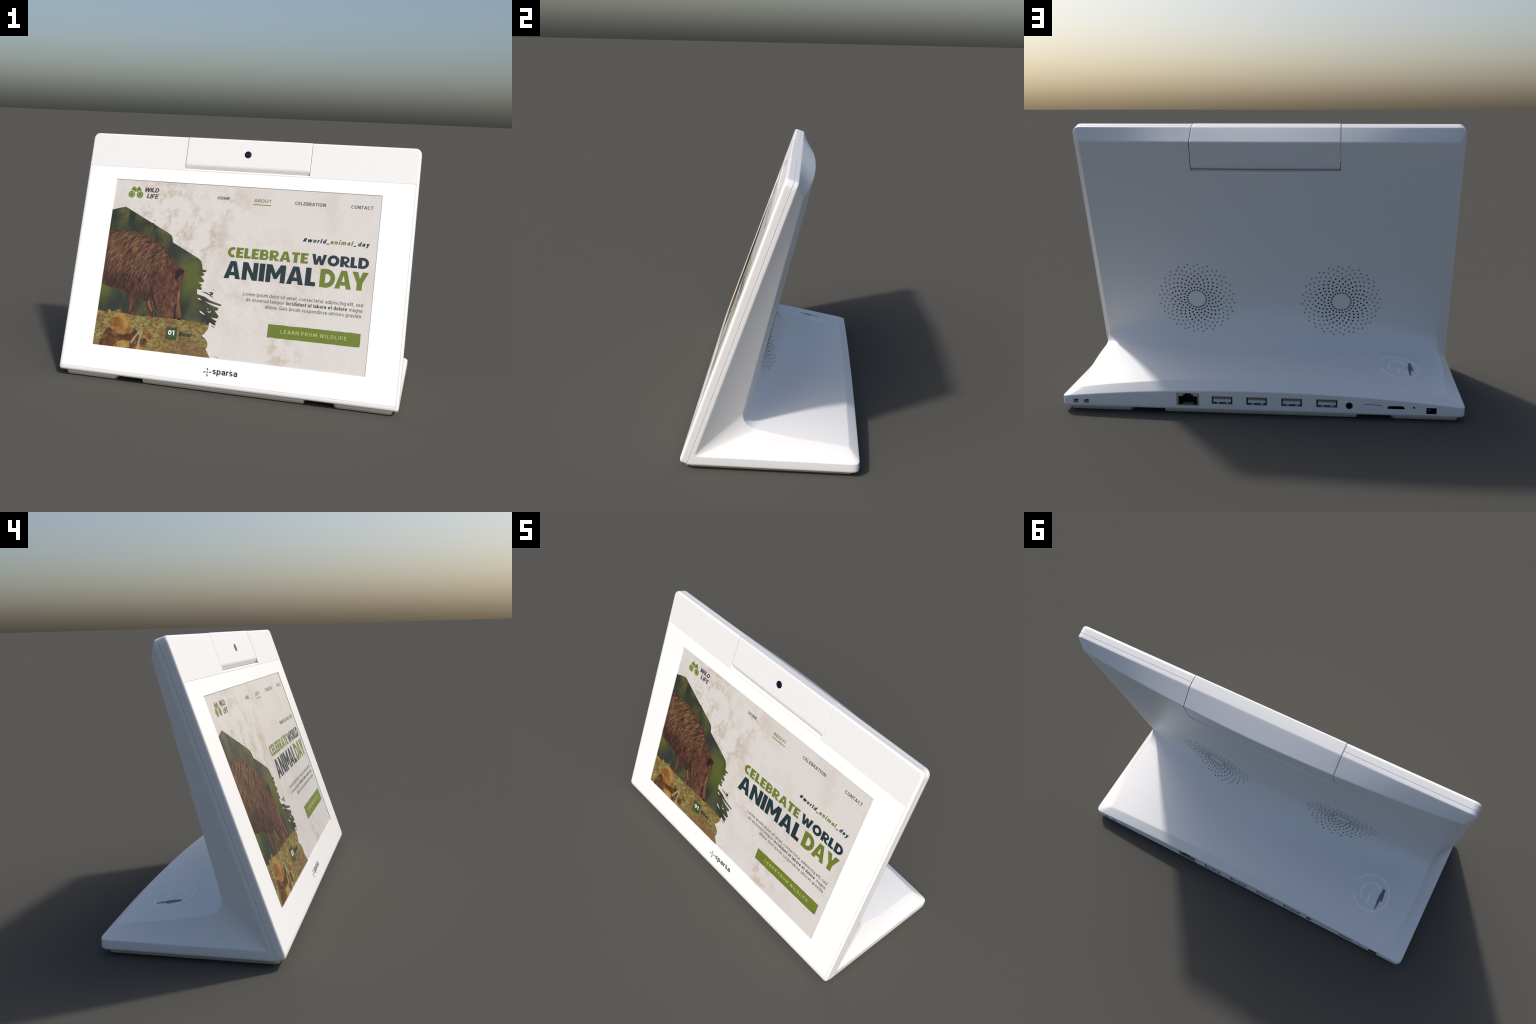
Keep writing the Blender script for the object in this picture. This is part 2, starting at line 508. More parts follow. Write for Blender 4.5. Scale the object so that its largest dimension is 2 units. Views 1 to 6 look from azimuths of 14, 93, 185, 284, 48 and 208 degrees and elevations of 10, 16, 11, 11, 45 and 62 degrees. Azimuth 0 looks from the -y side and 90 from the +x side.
for pts in ([(-0.606, 0.300), (-0.600, 0.330), (-0.590, 0.360), (-0.596, 0.300), (-0.590, 0.270), (-0.570, 0.262), (-0.598, 0.262)],
            [(-0.500, 0.340), (-0.492, 0.360), (-0.470, 0.310), (-0.445, 0.268), (-0.455, 0.264), (-0.478, 0.300)]):
    plate("boar_shin", pts, 3.6, HAIR_FACE)


def inside(p, poly):
    c = False
    j = len(poly) - 1
    for i in range(len(poly)):
        (xi, yi), (xj, yj) = poly[i], poly[j]
        if (yi > p[1]) != (yj > p[1]) and p[0] < (xj - xi) * (p[1] - yi) / (yj - yi) + xi:
            c = not c
        j = i
    return c


def hair_angle(x, t):
    """direction (degrees) in which the hair lies over the animal"""
    back_t = 0.76 if x < -0.62 else 0.76 - 0.75 * (x + 0.62)
    depth = max(0.0, min(1.0, (back_t - t) / 0.30))
    a = 205 + 50 * depth                     # near the spine lies back, lower it hangs down
    if x > -0.46:                            # neck and head
        k = min(1.0, (x + 0.46) / 0.12)
        a = a * (1 - k) + (235 + 25 * k) * k
    return a


def hair_strokes(name, poly, count, mat, layer, length, width, seed, region=None):
    """tapered curved strokes that stay inside the outline poly"""
    rng = random.Random(seed)
    verts, faces = [], []
    xs = [p[0] for p in poly]
    ts = [p[1] for p in poly]
    made = 0
    while made < count:
        x, t = rng.uniform(min(xs), max(xs)), rng.uniform(min(ts), max(ts))
        if not inside((x, t), poly) or (region and not region(x, t)):
            continue
        made += 1
        L = length * rng.uniform(0.6, 1.25) * (0.55 if x > -0.45 else 1.0)
        W = width * rng.uniform(0.6, 1.2)
        a = math.radians(hair_angle(x, t) + rng.gauss(0, 9))
        bend = math.radians(rng.uniform(15, 50))
        d = D_SCR + STEP * (layer + 0.6 * made / count)
        px, pt = x, t
        n = 5
        pts = []
        for i in range(n + 1):
            pts.append((px, pt, a))
            px += math.cos(a) * L / n
            pt += math.sin(a) * L / n
            a += bend / n
        while len(pts) > 2 and not (inside(pts[-1][:2], poly) and pts[-1][0] > -SX + 0.003):
            pts.pop()
        if len(pts) < 4:
            continue
        k0 = len(verts)
        m = len(pts) - 1
        for i, (px, pt, a) in enumerate(pts):
            w = W * math.sin(math.pi * min(0.96, 0.12 + 0.88 * i / m)) * 0.5
            nx, nt = -math.sin(a), math.cos(a)
            verts += [(px + nx * w, pt + nt * w, d), (px - nx * w, pt - nt * w, d)]
        for i in range(m):
            q = k0 + 2 * i
            faces.append([q, q + 1, q + 3, q + 2])
    ob = link(name, mesh_from(verts, faces), screen, mats=(mat,))
    ob["kind"] = "stuff"
    return ob


def on_body(x, t):
    return x < -0.40 + 0.5 * (t - 0.55)


hair_strokes("boar_hair", boar_body, 700, HAIR_DARK, 5, 0.050, 0.0050, 1, on_body)
hair_strokes("boar_hair", boar_body, 700, HAIR_RUST, 6, 0.045, 0.0040, 2, on_body)
hair_strokes("boar_hair", boar_body, 760, HAIR_TAN, 7, 0.044, 0.0020, 3, lambda x, t: on_body(x, t) and t > 0.50 - 0.25 * (x + 0.6))
hair_strokes("boar_hair", boar_body, 200, HAIR_DARK, 7.2, 0.050, 0.0060, 8, lambda x, t: on_body(x, t) and t < 0.53)  # extra dark strokes draw the shading under the belly
hair_strokes("boar_hair", boar_body, 240, HAIR_RUST, 7.8, 0.045, 0.0024, 9, lambda x, t: on_body(x, t) and t < 0.56)
hair_strokes("boar_hair", boar_body, 420, HAIR_DARK, 7.9, 0.045, 0.0026, 5, on_body)
hair_strokes("boar_hair", boar_head, 210, HAIR_FACE, 7.7, 0.050, 0.0026, 6)
hair_strokes("boar_hair", boar_head, 200, HAIR_DARK, 8.6, 0.045, 0.0022, 7, lambda x, t: t > 0.42 or x < -0.36)
plate("boar_ear", [(-0.352, 0.490), (-0.349, 0.540), (-0.323, 0.560), (-0.294, 0.545), (-0.316, 0.520), (-0.338, 0.488)], 9.6, SNOUT)
plate("boar_eye", disc_points(-0.325, 0.443, 0.006, 10), 9.6, SNOUT)
plate("boar_cheek_shadow", [(-0.497, 0.430), (-0.482, 0.440), (-0.462, 0.352), (-0.432, 0.296), (-0.447, 0.315), (-0.478, 0.372)], 9.6, HAIR_DARK)
plate("boar_mouth_shadow", [(-0.330, 0.345), (-0.318, 0.350), (-0.318, 0.290), (-0.308, 0.262), (-0.328, 0.264)], 9.6, HAIR_DARK)
plate("boar_nose_ridge", [(-0.322, 0.420), (-0.309, 0.430), (-0.304, 0.352), (-0.290, 0.300), (-0.281, 0.272), (-0.300, 0.272), (-0.309, 0.300), (-0.316, 0.352)], 9.4, HAIR_FACE)
plate("boar_snout", [(-0.300, 0.268), (-0.277, 0.270), (-0.279, 0.258), (-0.303, 0.256)], 9.6, SNOUT)
plate("boar_hoof", [(-0.598, 0.285), (-0.590, 0.300), (-0.590, 0.262), (-0.598, 0.262)], 9.6, HAIR_DARK)
plate("boar_hoof", [(-0.466, 0.290), (-0.458, 0.296), (-0.452, 0.264), (-0.464, 0.262)], 9.6, HAIR_DARK)

# rocks, burrow, twigs, pebbles
plate("burrow_picture", [(-0.721, 0.173), (-0.739, 0.152), (-0.757, 0.112), (-0.767, PIC_B), (-0.50, PIC_B), (-0.47, 0.10), (-0.475, 0.13),
                         (-0.51, 0.125), (-0.56, 0.19), (-0.576, 0.15), (-0.62, 0.14), (-0.69, 0.16)], 3, BURROW)
plate("rock_picture", [(-0.709, 0.227), (-0.686, 0.252), (-0.648, 0.264), (-0.617, 0.256), (-0.598, 0.232), (-0.588, 0.215), (-0.579, 0.169),
                       (-0.597, 0.145), (-0.625, 0.135), (-0.668, 0.143), (-0.708, 0.169), (-0.713, 0.205)], 4, ROCK)
plate("rock_picture", [(-0.700, 0.232), (-0.685, 0.251), (-0.648, 0.263), (-0.625, 0.258), (-0.622, 0.225), (-0.606, 0.214), (-0.598, 0.178),
                       (-0.622, 0.196), (-0.640, 0.226), (-0.664, 0.238)], 5, ROCK_YELLOW)
plate("rock_picture", [(-0.680, PIC_B), (-0.652, 0.095), (-0.615, 0.106), (-0.579, 0.103), (-0.574, 0.070), (-0.60, PIC_B)], 4, ROCK_YELLOW)
plate("rock_picture", [(-0.503, 0.163), (-0.490, 0.168), (-0.462, 0.165), (-0.440, 0.150), (-0.447, 0.125), (-0.469, 0.131), (-0.480, 0.15)], 4, ROCK)
plate("rock_picture", [(-0.555, PIC_B), (-0.545, 0.082), (-0.50, 0.085), (-0.475, PIC_B)], 4, ROCK)
plate("rock_picture", disc_points(-0.731, 0.266, 0.011, 12), 4, ROCK)
plate("twig_picture", [(-0.574, 0.096), (-0.562, 0.092), (-0.545, 0.125), (-0.517, 0.168), (-0.524, 0.176), (-0.552, 0.134)], 6, TWIG)
plate("twig_picture", [(-0.529, PIC_B), (-0.518, PIC_B), (-0.513, 0.117), (-0.505, 0.170), (-0.513, 0.175), (-0.523, 0.118)], 5, TWIG)
pebbles = []
rng = random.Random(5)
for i in range(150):
    x, t = rng.uniform(-0.79, -0.12), rng.uniform(0.07, 0.245)
    if not inside((x, t), soil_outline) or inside((x, t), [(-0.37, 0.22), (-0.19, 0.22), (-0.19, 0.13), (-0.37, 0.13)]):
        continue
    r = rng.uniform(0.0015, 0.0045)
    pts = [(x + r * (1.8 if k % 2 else 1.2) * math.cos(k * math.pi / 3 + i), t + r * 0.7 * math.sin(k * math.pi / 3 + i)) for k in range(6)]
    pebbles.append((prism(pts, 'd', D_SCR + STEP * 2.2, D_SCR + STEP * 2.5 + 0.000001 * i), i % 3))
for k, mat in enumerate((ROCK_YELLOW, BURROW, TWIG)):
    ob = link("pebble_picture", join_meshes([m for m, c in pebbles if c == k]), screen, mats=(mat,))
    ob["kind"] = "stuff"
grass = []
for i in range(46):
    x = rng.choice((-0.20, -0.17, -0.25, -0.55)) + rng.gauss(0, 0.02)
    t = 0.252 + rng.uniform(-0.006, 0.004)
    h = rng.uniform(0.008, 0.022)
    s = rng.uniform(-0.006, 0.006)
    grass.append(prism([(x - 0.0012, t), (x + 0.0012, t), (x + s, t + h)], 'd', D_SCR + STEP * 2.2, D_SCR + STEP * 2.6 + 0.000001 * i))
ob = link("grass_picture", join_meshes(grass), screen, mats=(GREEN,))
ob["kind"] = "stuff"


# ------------------------------------------------------------------ lettering
# a plain grotesque drawn with strokes: cap height 1, x-height 0.75, stroke width w
def arc2(cx, cy, rx, ry, a0, a1, n=10):
    return [(cx + rx * math.cos(math.radians(a0 + (a1 - a0) * k / n)), cy + ry * math.sin(math.radians(a0 + (a1 - a0) * k / n)))
            for k in range(n + 1)]


def glyph(ch, w):
    """returns (width, list of stroke paths) for one character"""
    h = w / 2
    c = 1 - h                       # centre line of a cap-height bar
    X = 0.75
    m = X - h

    def oval(W, cy, ry):
        return arc2(W / 2, cy, W / 2 - h, ry - h, 45, 406, 24)

    def bowl(W):                    # round part of b, d, p, q, g
        return arc2(W / 2, X / 2, W / 2 - h, X / 2 - h, 90, 451, 24)
    if ch == 'A':
        return 0.74, [[(h * 0.95, 0), (0.37 - h * 0.25, 1)], [(0.74 - h * 0.95, 0), (0.37 + h * 0.25, 1)], [(0.15, 0.29), (0.59, 0.29)]]
    if ch == 'B':
        W = 0.64
        return W, [[(h, 0), (h, 1)], [(h, c), (0.36, c)] + arc2(0.36, (c + 0.53) / 2, W - 0.04 - h - 0.36, (c - 0.53) / 2, 90, -90) + [(h, 0.53)],
                   [(h, 0.53), (0.38, 0.53)] + arc2(0.38, (h + 0.53) / 2, W - h - 0.38, (0.53 - h) / 2, 90, -90) + [(h, h)]]
    if ch == 'C':
        return 0.70, [arc2(0.37, 0.5, 0.37 - h, 0.5 - h, 42, 318, 20)]
    if ch == 'D':
        W = 0.70
        return W, [[(h, 0), (h, 1)], [(h, c), (0.30, c)] + arc2(0.30, 0.5, W - h - 0.30, 0.5 - h, 90, -90, 14) + [(h, h)]]
    if ch in 'EF':
        p = [[(h, 0), (h, 1)], [(h, c), (0.56, c)], [(h, 0.51), (0.52, 0.51)]]
        return 0.57, p + ([[(h, h), (0.57, h)]] if ch == 'E' else [])
    if ch == 'H':
        return 0.70, [[(h, 0), (h, 1)], [(0.70 - h, 0), (0.70 - h, 1)], [(h, 0.51), (0.70 - h, 0.51)]]
    if ch == 'I':
        return w, [[(h, 0), (h, 1)]]
    if ch == 'L':
        return 0.55, [[(h, 0), (h, 1)], [(h, h), (0.55, h)]]
    if ch == 'M':
        return 0.86, [[(h, 0), (h, 1)], [(0.86 - h, 0), (0.86 - h, 1)], [(h * 1.1, 1), (0.43, 0.16)], [(0.86 - h * 1.1, 1), (0.43, 0.16)]]
    if ch == 'N':
        return 0.72, [[(h, 0), (h, 1)], [(0.72 - h, 0), (0.72 - h, 1)], [(h * 1.2, 1), (0.72 - h * 1.2, 0)]]
    if ch == 'O':
        return 0.78, [oval(0.78, 0.5, 0.5)]
    if ch == 'Q':
        return 0.78, [oval(0.78, 0.5, 0.5), [(0.46, 0.28), (0.74, -0.02)]]
    if ch == 'R':
        W = 0.64
        return W, [[(h, 0), (h, 1)], [(h, c), (0.37, c)] + arc2(0.37, (c + 0.46) / 2, W - 0.02 - h - 0.37, (c - 0.46) / 2, 90, -90) + [(h, 0.46)],
                   [(0.34, 0.46), (W - h * 0.9, 0)]]
    if ch == 'T':
        return 0.64, [[(0, c), (0.64, c)], [(0.32, 0), (0.32, 1)]]
    if ch == 'U':
        W = 0.70
        return W, [[(h, 1), (h, 0.35)] + arc2(W / 2, 0.35, W / 2 - h, 0.35 - h, 180, 360) + [(W - h, 1)]]
    if ch == 'W':
        return 1.04, [[(h * 0.9, 1), (0.27, 0)], [(0.27, 0), (0.52, 1)], [(0.52, 1), (0.77, 0)], [(0.77, 0), (1.04 - h * 0.9, 1)]]
    if ch == 'Y':
        return 0.70, [[(h, 1), (0.35, 0.42)], [(0.70 - h, 1), (0.35, 0.42)], [(0.35, 0.48), (0.35, 0)]]
    if ch == '0':
        return 0.64, [oval(0.64, 0.5, 0.5)]
    if ch == '1':
        return 0.38, [[(0.38 - h, 0), (0.38 - h, 1)], [(0.0, 0.74), (0.38 - h, 0.97)]]
    if ch == '#':
        return 0.66, [[(0.15, 0.08), (0.27, 0.95)], [(0.40, 0.08), (0.52, 0.95)], [(0.02, 0.34), (0.60, 0.34)], [(0.06, 0.68), (0.64, 0.68)]]
    if ch == '_':
        return 0.52, [[(0, -0.06), (0.52, -0.06)]]
    if ch == '.':
        return w * 1.1, [[(h * 1.1, 0), (h * 1.1, w * 1.1)]]
    if ch == ',':
        return w * 1.1, [[(h * 1.3, w * 1.1), (h * 0.5, -w * 1.2)]]
    if ch == 'a':
        W = 0.54
        return W, [arc2(W / 2 - 0.01, 0.50, W / 2 - h + 0.01, m - 0.50, 165, 0, 10) + [(W - h, 0)],
                   [(W - h, 0.42), (0.23, 0.41)] + arc2(0.23, (0.41 + h) / 2, 0.23 - h, (0.41 - h) / 2, 90, 270, 8) + arc2(0.25, 0.24, W - h - 0.25, 0.24 - h, 270, 350, 6)]
    if ch == 'b':
        return 0.58, [[(h, 0), (h, 1.04)], bowl(0.58)]
    if ch == 'c':
        return 0.54, [arc2(0.29, X / 2, 0.29 - h, X / 2 - h, 45, 315, 16)]
    if ch == 'd':
        return 0.58, [[(0.58 - h, 0), (0.58 - h, 1.04)], bowl(0.58)]
    if ch == 'e':
        return 0.57, [[(h, 0.37), (0.57 - h, 0.37)] + arc2(0.285, X / 2, 0.285 - h, X / 2 - h, 0, 318, 18)]
    if ch == 'g':
        return 0.58, [bowl(0.58), [(0.58 - h, X), (0.58 - h, -0.04)] + arc2(0.29, -0.05, 0.29 - h, 0.22 - h, 0, -150, 9)]
    if ch == 'i':
        return w * 1.1, [[(h * 1.1, 0), (h * 1.1, X)], [(h * 1.1, 0.88), (h * 1.1, 0.88 + w * 1.15)]]
    if ch == 'l':
        return w, [[(h, 0), (h, 1.04)]]
    if ch == 'm':
        W = 0.86
        q = W / 4
        return W, [[(h, 0), (h, X)], arc2(W / 4 + h / 2, 0.46, W / 4 - h / 2, m - 0.46, 180, 0, 8) + [(W / 2, 0)],
                   arc2(W * 0.75 - h / 2, 0.46, W / 4 - h / 2, m - 0.46, 180, 0, 8) + [(W - h, 0)]]
    if ch == 'n':
        W = 0.54
        return W, [[(h, 0), (h, X)], arc2(W / 2, 0.46, W / 2 - h, m - 0.46, 180, 0, 10) + [(W - h, 0)]]
    if ch == 'o':
        return 0.58, [bowl(0.58)]
    if ch == 'p':
        return 0.58, [[(h, -0.27), (h, X)], bowl(0.58)]
    if ch == 'q':
        return 0.58, [[(0.58 - h, -0.27), (0.58 - h, X)], bowl(0.58)]
    if ch == 'r':
        return 0.35, [[(h, 0), (h, X)], arc2(0.33, 0.40, 0.33 - h, m - 0.40, 180, 88, 7)]
    if ch == 's':
        W = 0.50
        u = (m - X / 2) / 2
        return W, [arc2(W / 2, m - u, W / 2 - h, u, 25, 230, 10) + arc2(W / 2, h + u, W / 2 - h, u, 50, -155, 10)]
    if ch == 't':
        return 0.36, [[(0.16, 0.95), (0.16, 0.22)] + arc2(0.31, 0.22, 0.15, 0.22 - h, 180, 275, 6), [(0, m), (0.35, m)]]
    if ch == 'u':
        W = 0.54
        return W, [[(W - h, 0), (W - h, X)], [(h, X), (h, 0.28)] + arc2(W / 2, 0.28, W / 2 - h, 0.28 - h, 180, 360, 10)]
    if ch == 'v':
        return 0.54, [[(h * 0.9, X), (0.27, 0)], [(0.54 - h * 0.9, X), (0.27, 0)]]
    if ch == 'w':
        return 0.80, [[(h * 0.8, X), (0.22, 0)], [(0.22, 0), (0.40, X)], [(0.40, X), (0.58, 0)], [(0.58, 0), (0.80 - h * 0.8, X)]]
    if ch == 'y':
        return 0.54, [[(h * 0.9, X), (0.285, 0.02)], [(0.54 - h * 0.9, X), (0.24, -0.16), (0.12, -0.22), (0.02, -0.21)]]
    return 0.3, []


def stroke_strip(path, w):
    """outline points left and right of a path with mitred joins; sloping straight
    strokes that end on the base or cap line are cut level with it"""
    P = [Vector(p) for i, p in enumerate(path) if i == 0 or math.dist(p, path[i - 1]) > 0.004]
    n = len(P)
    left, right = [], []
    for i in range(n):
        d0 = (P[i] - P[i - 1]).normalized() if i else None
        d1 = (P[i + 1] - P[i]).normalized() if i < n - 1 else None
        d0 = d0 or d1
        d1 = d1 or d0
        t = d0 + d1
        t = t.normalized() if t.length > 1e-6 else d1
        nrm = Vector((-t.y, t.x))
        k = 1 / max(0.55, nrm.dot(Vector((-d1.y, d1.x))))
        if n == 2 and abs(t.x) > 1e-3 and abs(t.y) > 0.5:
            nrm, k = Vector((-1 if t.y > 0 else 1, 0)), 1 / abs(t.y)
        left.append(P[i] + nrm * (w / 2 * k))
        right.append(P[i] - nrm * (w / 2 * k))
    return left, right


# heavy display capitals, drawn as solid shapes (closed outlines) and thick strokes
def heavy_glyph(ch):
    s, b = 0.30, 0.235
    if ch == 'E':
        return 0.60, [[(0, 0), (0.60, 0), (0.60, b), (s, b), (s, 0.395), (0.55, 0.395), (0.55, 0.605), (s, 0.605), (s, 1 - b), (0.60, 1 - b), (0.60, 1), (0, 1)]], []
    if ch == 'L':
        return 0.56, [[(0, 0), (0.56, 0), (0.56, b), (s, b), (s, 1), (0, 1)]], []
    if ch == 'T':
        return 0.66, [[(0.18, 0), (0.48, 0), (0.48, 1 - b), (0.66, 1 - b), (0.66, 1), (0, 1), (0, 1 - b), (0.18, 1 - b)]], []
    if ch == 'I':
        return s, [[(0, 0), (s, 0), (s, 1), (0, 1)]], []
    if ch == 'A':
        return 0.92, [[(0, 0), (0.28, 0), (0.325, 0.19), (0.46, 0.19), (0.46, 0.39), (0.375, 0.39), (0.46, 0.76), (0.46, 1), (0.30, 1)],
                      [(0.46, 0.19), (0.595, 0.19), (0.64, 0), (0.92, 0), (0.62, 1), (0.46, 1), (0.46, 0.76), (0.545, 0.39), (0.46, 0.39)]], []
    if ch == 'N':
        return 0.86, [[(0, 0), (0.27, 0), (0.27, 0.58), (0.58, 0), (0.86, 0), (0.86, 1), (0.59, 1), (0.59, 0.42), (0.28, 1), (0, 1)]], []
    if ch == 'M':
        return 1.06, [[(0, 0), (0.27, 0), (0.27, 0.56), (0.45, 0.2), (0.61, 0.2), (0.79, 0.56), (0.79, 0), (1.06, 0), (1.06, 1), (0.76, 1), (0.53, 0.53), (0.30, 1), (0, 1)]], []
    if ch == 'W':
        return 1.22, [[(0, 1), (0.29, 1), (0.385, 0.42), (0.50, 0.86), (0.72, 0.86), (0.835, 0.42), (0.93, 1), (1.22, 1), (0.99, 0), (0.71, 0), (0.61, 0.42), (0.51, 0), (0.23, 0)]], []
    if ch == 'Y':
        return 0.90, [[(0, 1), (0.32, 1), (0.45, 0.64), (0.58, 1), (0.90, 1), (0.60, 0.38), (0.60, 0), (0.30, 0), (0.30, 0.38)]], []
    if ch == 'C':
        return 0.66, [], [(arc2(0.45, 0.5, 0.305, 0.37, 62, 298, 18), 0.27)]
    if ch == 'O':
        return 0.98, [], [(arc2(0.49, 0.5, 0.345, 0.375, 45, 406, 28), 0.28)]
    if ch == 'D':
        return 0.86, [[(0, 0), (s, 0), (s, 1), (0, 1)]], [([(0.2, 1 - b / 2), (0.36, 1 - b / 2)] + arc2(0.36, 0.5, 0.36, 0.5 - b / 2, 90, -90, 16) + [(0.2, b / 2)], 0.262)]
    if ch == 'B':
        return 0.74, [[(0, 0), (s, 0), (s, 1), (0, 1)]], [([(0.2, 0.90), (0.40, 0.90)] + arc2(0.40, 0.71, 0.20, 0.19, 90, -90, 10) + [(0.2, 0.52)], 0.20),
                                                         ([(0.2, 0.50), (0.42, 0.50)] + arc2(0.42, 0.30, 0.215, 0.20, 90, -90, 10) + [(0.2, 0.10)], 0.20)]
    if ch == 'R':
        return 0.76, [[(0, 0), (s, 0), (s, 1), (0, 1)], [(0.28, 0.46), (0.52, 0.44), (0.60, 0.24), (0.67, 0.17), (0.78, 0.17), (0.78, 0.0), (0.56, 0.0), (0.42, 0.06), (0.36, 0.22), (0.28, 0.32)]], \
            [([(0.2, 0.895), (0.40, 0.895)] + arc2(0.40, 0.67, 0.23, 0.225, 90, -90, 10) + [(0.2, 0.445)], 0.215)]
    return 0.3, [], []


def lettering(name, body, x0, x1, t0, t1, mat, weight=0.12, shear=0.0, spacing=0.13, parent=screen, base=D_SCR, layer=1, heavy=False):
    """text whose base line lies at t0, whose capitals reach t1 and that fills x0..x1"""
    pieces = []                      # (left points, right points) strips or closed outlines
    pen = 0.0
    for ch in body:
        if ch == ' ':
            pen += 0.22 + spacing * 0.6
            continue
        if heavy:
            adv, polys, strokes = heavy_glyph(ch)
        else:
            adv, paths = glyph(ch, weight)
            polys, strokes = [], [(p, weight) for p in paths]
        for q in polys:
            pieces.append(('poly', [Vector((pen + x, y)) for x, y in q]))
        for p, w in strokes:
            a, b = stroke_strip(p, w)
            pieces.append(('strip', [v + Vector((pen, 0)) for v in a], [v + Vector((pen, 0)) for v in b]))
        pen += adv + spacing
    allp = [v for pc in pieces for lst in pc[1:] for v in lst]
    for v in allp:
        v.x += shear * v.y
    a, b = min(v.x for v in allp), max(v.x for v in allp)
    top = base + layer * STEP
    verts, faces = [], []

    def put(v, k, up):
        verts.append((x0 + (v.x - a) / (b - a) * (x1 - x0), t0 + v.y * (t1 - t0), top + 0.000004 * (k % 7) - (0 if up else 0.0001)))
        return len(verts) - 1
    for k, pc in enumerate(pieces):
        loop = pc[1] if pc[0] == 'poly' else pc[1] + pc[2][::-1]
        up = [put(v, k, True) for v in loop]
        dn = [put(v, k, False) for v in loop]
        n = len(loop)
        faces += [[up[i], up[(i + 1) % n], dn[(i + 1) % n], dn[i]] for i in range(n)]
        if pc[0] == 'poly':
            faces.append(up)
        else:
            m = n // 2
            faces += [[up[i], up[i + 1], up[n - 2 - i], up[n - 1 - i]] for i in range(m - 1)]
    me = mesh_from(verts, faces)
    return link(name, me, parent, mats=(mat,))


lettering("wordmark_text", "WILD", -0.614, -0.524, 1.003, 1.030, INK, 0.20, 0.14, 0.06)
lettering("wordmark_text", "LIFE", -0.598, -0.522, 0.965, 0.992, INK, 0.20, 0.14, 0.08)
lettering("menu_text", "HOME", -0.153, -0.077, 0.987, 1.006, GREY_INK, 0.18)
lettering("menu_text", "ABOUT", 0.070, 0.173, 0.986, 1.006, GREEN, 0.165)
lettering("menu_text", "CELEBRATION", 0.314, 0.492, 0.986, 1.006, GREY_INK, 0.18)
lettering("menu_text", "CONTACT", 0.637, 0.761, 0.987, 1.007, GREY_INK, 0.18)
plate("underline_mark", [(0.067, 0.9690), (0.175, 0.9690), (0.175, 0.9740), (0.067, 0.9740)], 1, GREEN)
lettering("tag_text", "#world_", 0.383, 0.536, 0.7745, 0.799, TEAL, 0.225, 0.2, 0.20)
lettering("tag_text", "animal", 0.540, 0.671, 0.7745, 0.799, GREEN, 0.225, 0.2, 0.20)
lettering("tag_text", "_day", 0.671, 0.762, 0.7745, 0.799, TEAL, 0.225, 0.2, 0.20)
lettering("headline_text", "CELEBRATE", -0.050, 0.424, 0.651, 0.711, GREEN, heavy=True, spacing=0.075)
lettering("headline_text", "WORLD", 0.445, 0.768, 0.650, 0.711, TEAL, heavy=True, spacing=0.07)
lettering("headline_text", "ANIMAL", -0.057, 0.479, 0.5265, 0.630, TEAL, heavy=True, spacing=0.075)
lettering("headline_text", "DAY", 0.502, 0.772, 0.5265, 0.630, GREEN, heavy=True, spacing=-0.01)
lettering("paragraph_text", "Lorem ipsum dolor sit amet, consectetur adipiscing elit, sed", 0.072, 0.758, 0.437, 0.457, GREY_INK, 0.135)
lettering("paragraph_text", "do eiusmod tempor", 0.093, 0.316, 0.406, 0.426, GREY_INK, 0.135)
lettering("paragraph_text", "incididunt ut labore et dolore", 0.326, 0.672, 0.406, 0.4265, TEAL, 0.19)
lettering("paragraph_text", "magna", 0.685, 0.757, 0.4055, 0.426, GREY_INK, 0.135)
lettering("paragraph_text", "aliqua. Quis ipsum suspendisse ultrices gravida.", 0.208, 0.757, 0.375, 0.395, GREY_INK, 0.135)
rngb = random.Random(8)
edge = []
for x, t, dx, dt in ((0.238, 0.2145, 1, 0), (0.761, 0.2155, 0, 1), (0.761, 0.2900, -1, 0), (0.238, 0.2905, 0, -1)):
    L = 0.523 if dx else 0.075
    n = 18 if dx else 3
    for i in range(n):
        j = rngb.uniform(-0.0012, 0.0012)
        edge.append((x + dx * L * i / n + (j if dt else 0), t + dt * L * i / n + (j if dx else 0)))
plate("button_patch", edge, 1, GREEN)
lettering("button_text", "LEARN FROM WILDLIFE", 0.314, 0.685, 0.245, 0.2645, LIME_INK, 0.12, 0, 0.34, layer=2)
plate("badge_patch", [(-0.359, 0.140), (-0.2935, 0.140), (-0.2935, 0.211), (-0.359, 0.211)], 10.5, BADGE)
lettering("badge_text", "01", -0.347, -0.307, 0.166, 0.194, WHITE_INK, 0.20, layer=11.5)
lettering("caption_text", "Boar", -0.281, -0.202, 0.165, 0.191, TEAL, 0.22, layer=9)

# binoculars mark
for cx in (-0.697, -0.6435):
    plate("binocular_lens", disc_points(cx, 0.983, 0.0212, 28), 1, GREEN)
    plate("binocular_lens", disc_points(cx, 0.983, 0.0142, 24), 2, LIME_INK)
    plate("binocular_lens", disc_points(cx, 0.983, 0.0118, 24), 3, GREEN)
for s in (-1, 1):
    c = -0.6705
    plate("binocular_barrel", [(c + s * 0.036, 1.006), (c + s * 0.020, 1.009), (c + s * 0.012, 1.003), (c + s * 0.006, 1.006), (c + s * 0.006, 1.020),
                               (c + s * 0.010, 1.030), (c + s * 0.016, 1.0335), (c + s * 0.021, 1.030), (c + s * 0.030, 1.017)], 1, GREEN)
plate("binocular_bridge", [(-0.680, 1.000), (-0.661, 1.000), (-0.661, 1.022), (-0.680, 1.022)], 2, GREEN)
plate("binocular_hinge", disc_points(-0.6705, 1.011, 0.0035, 12), 3, LIME_INK)

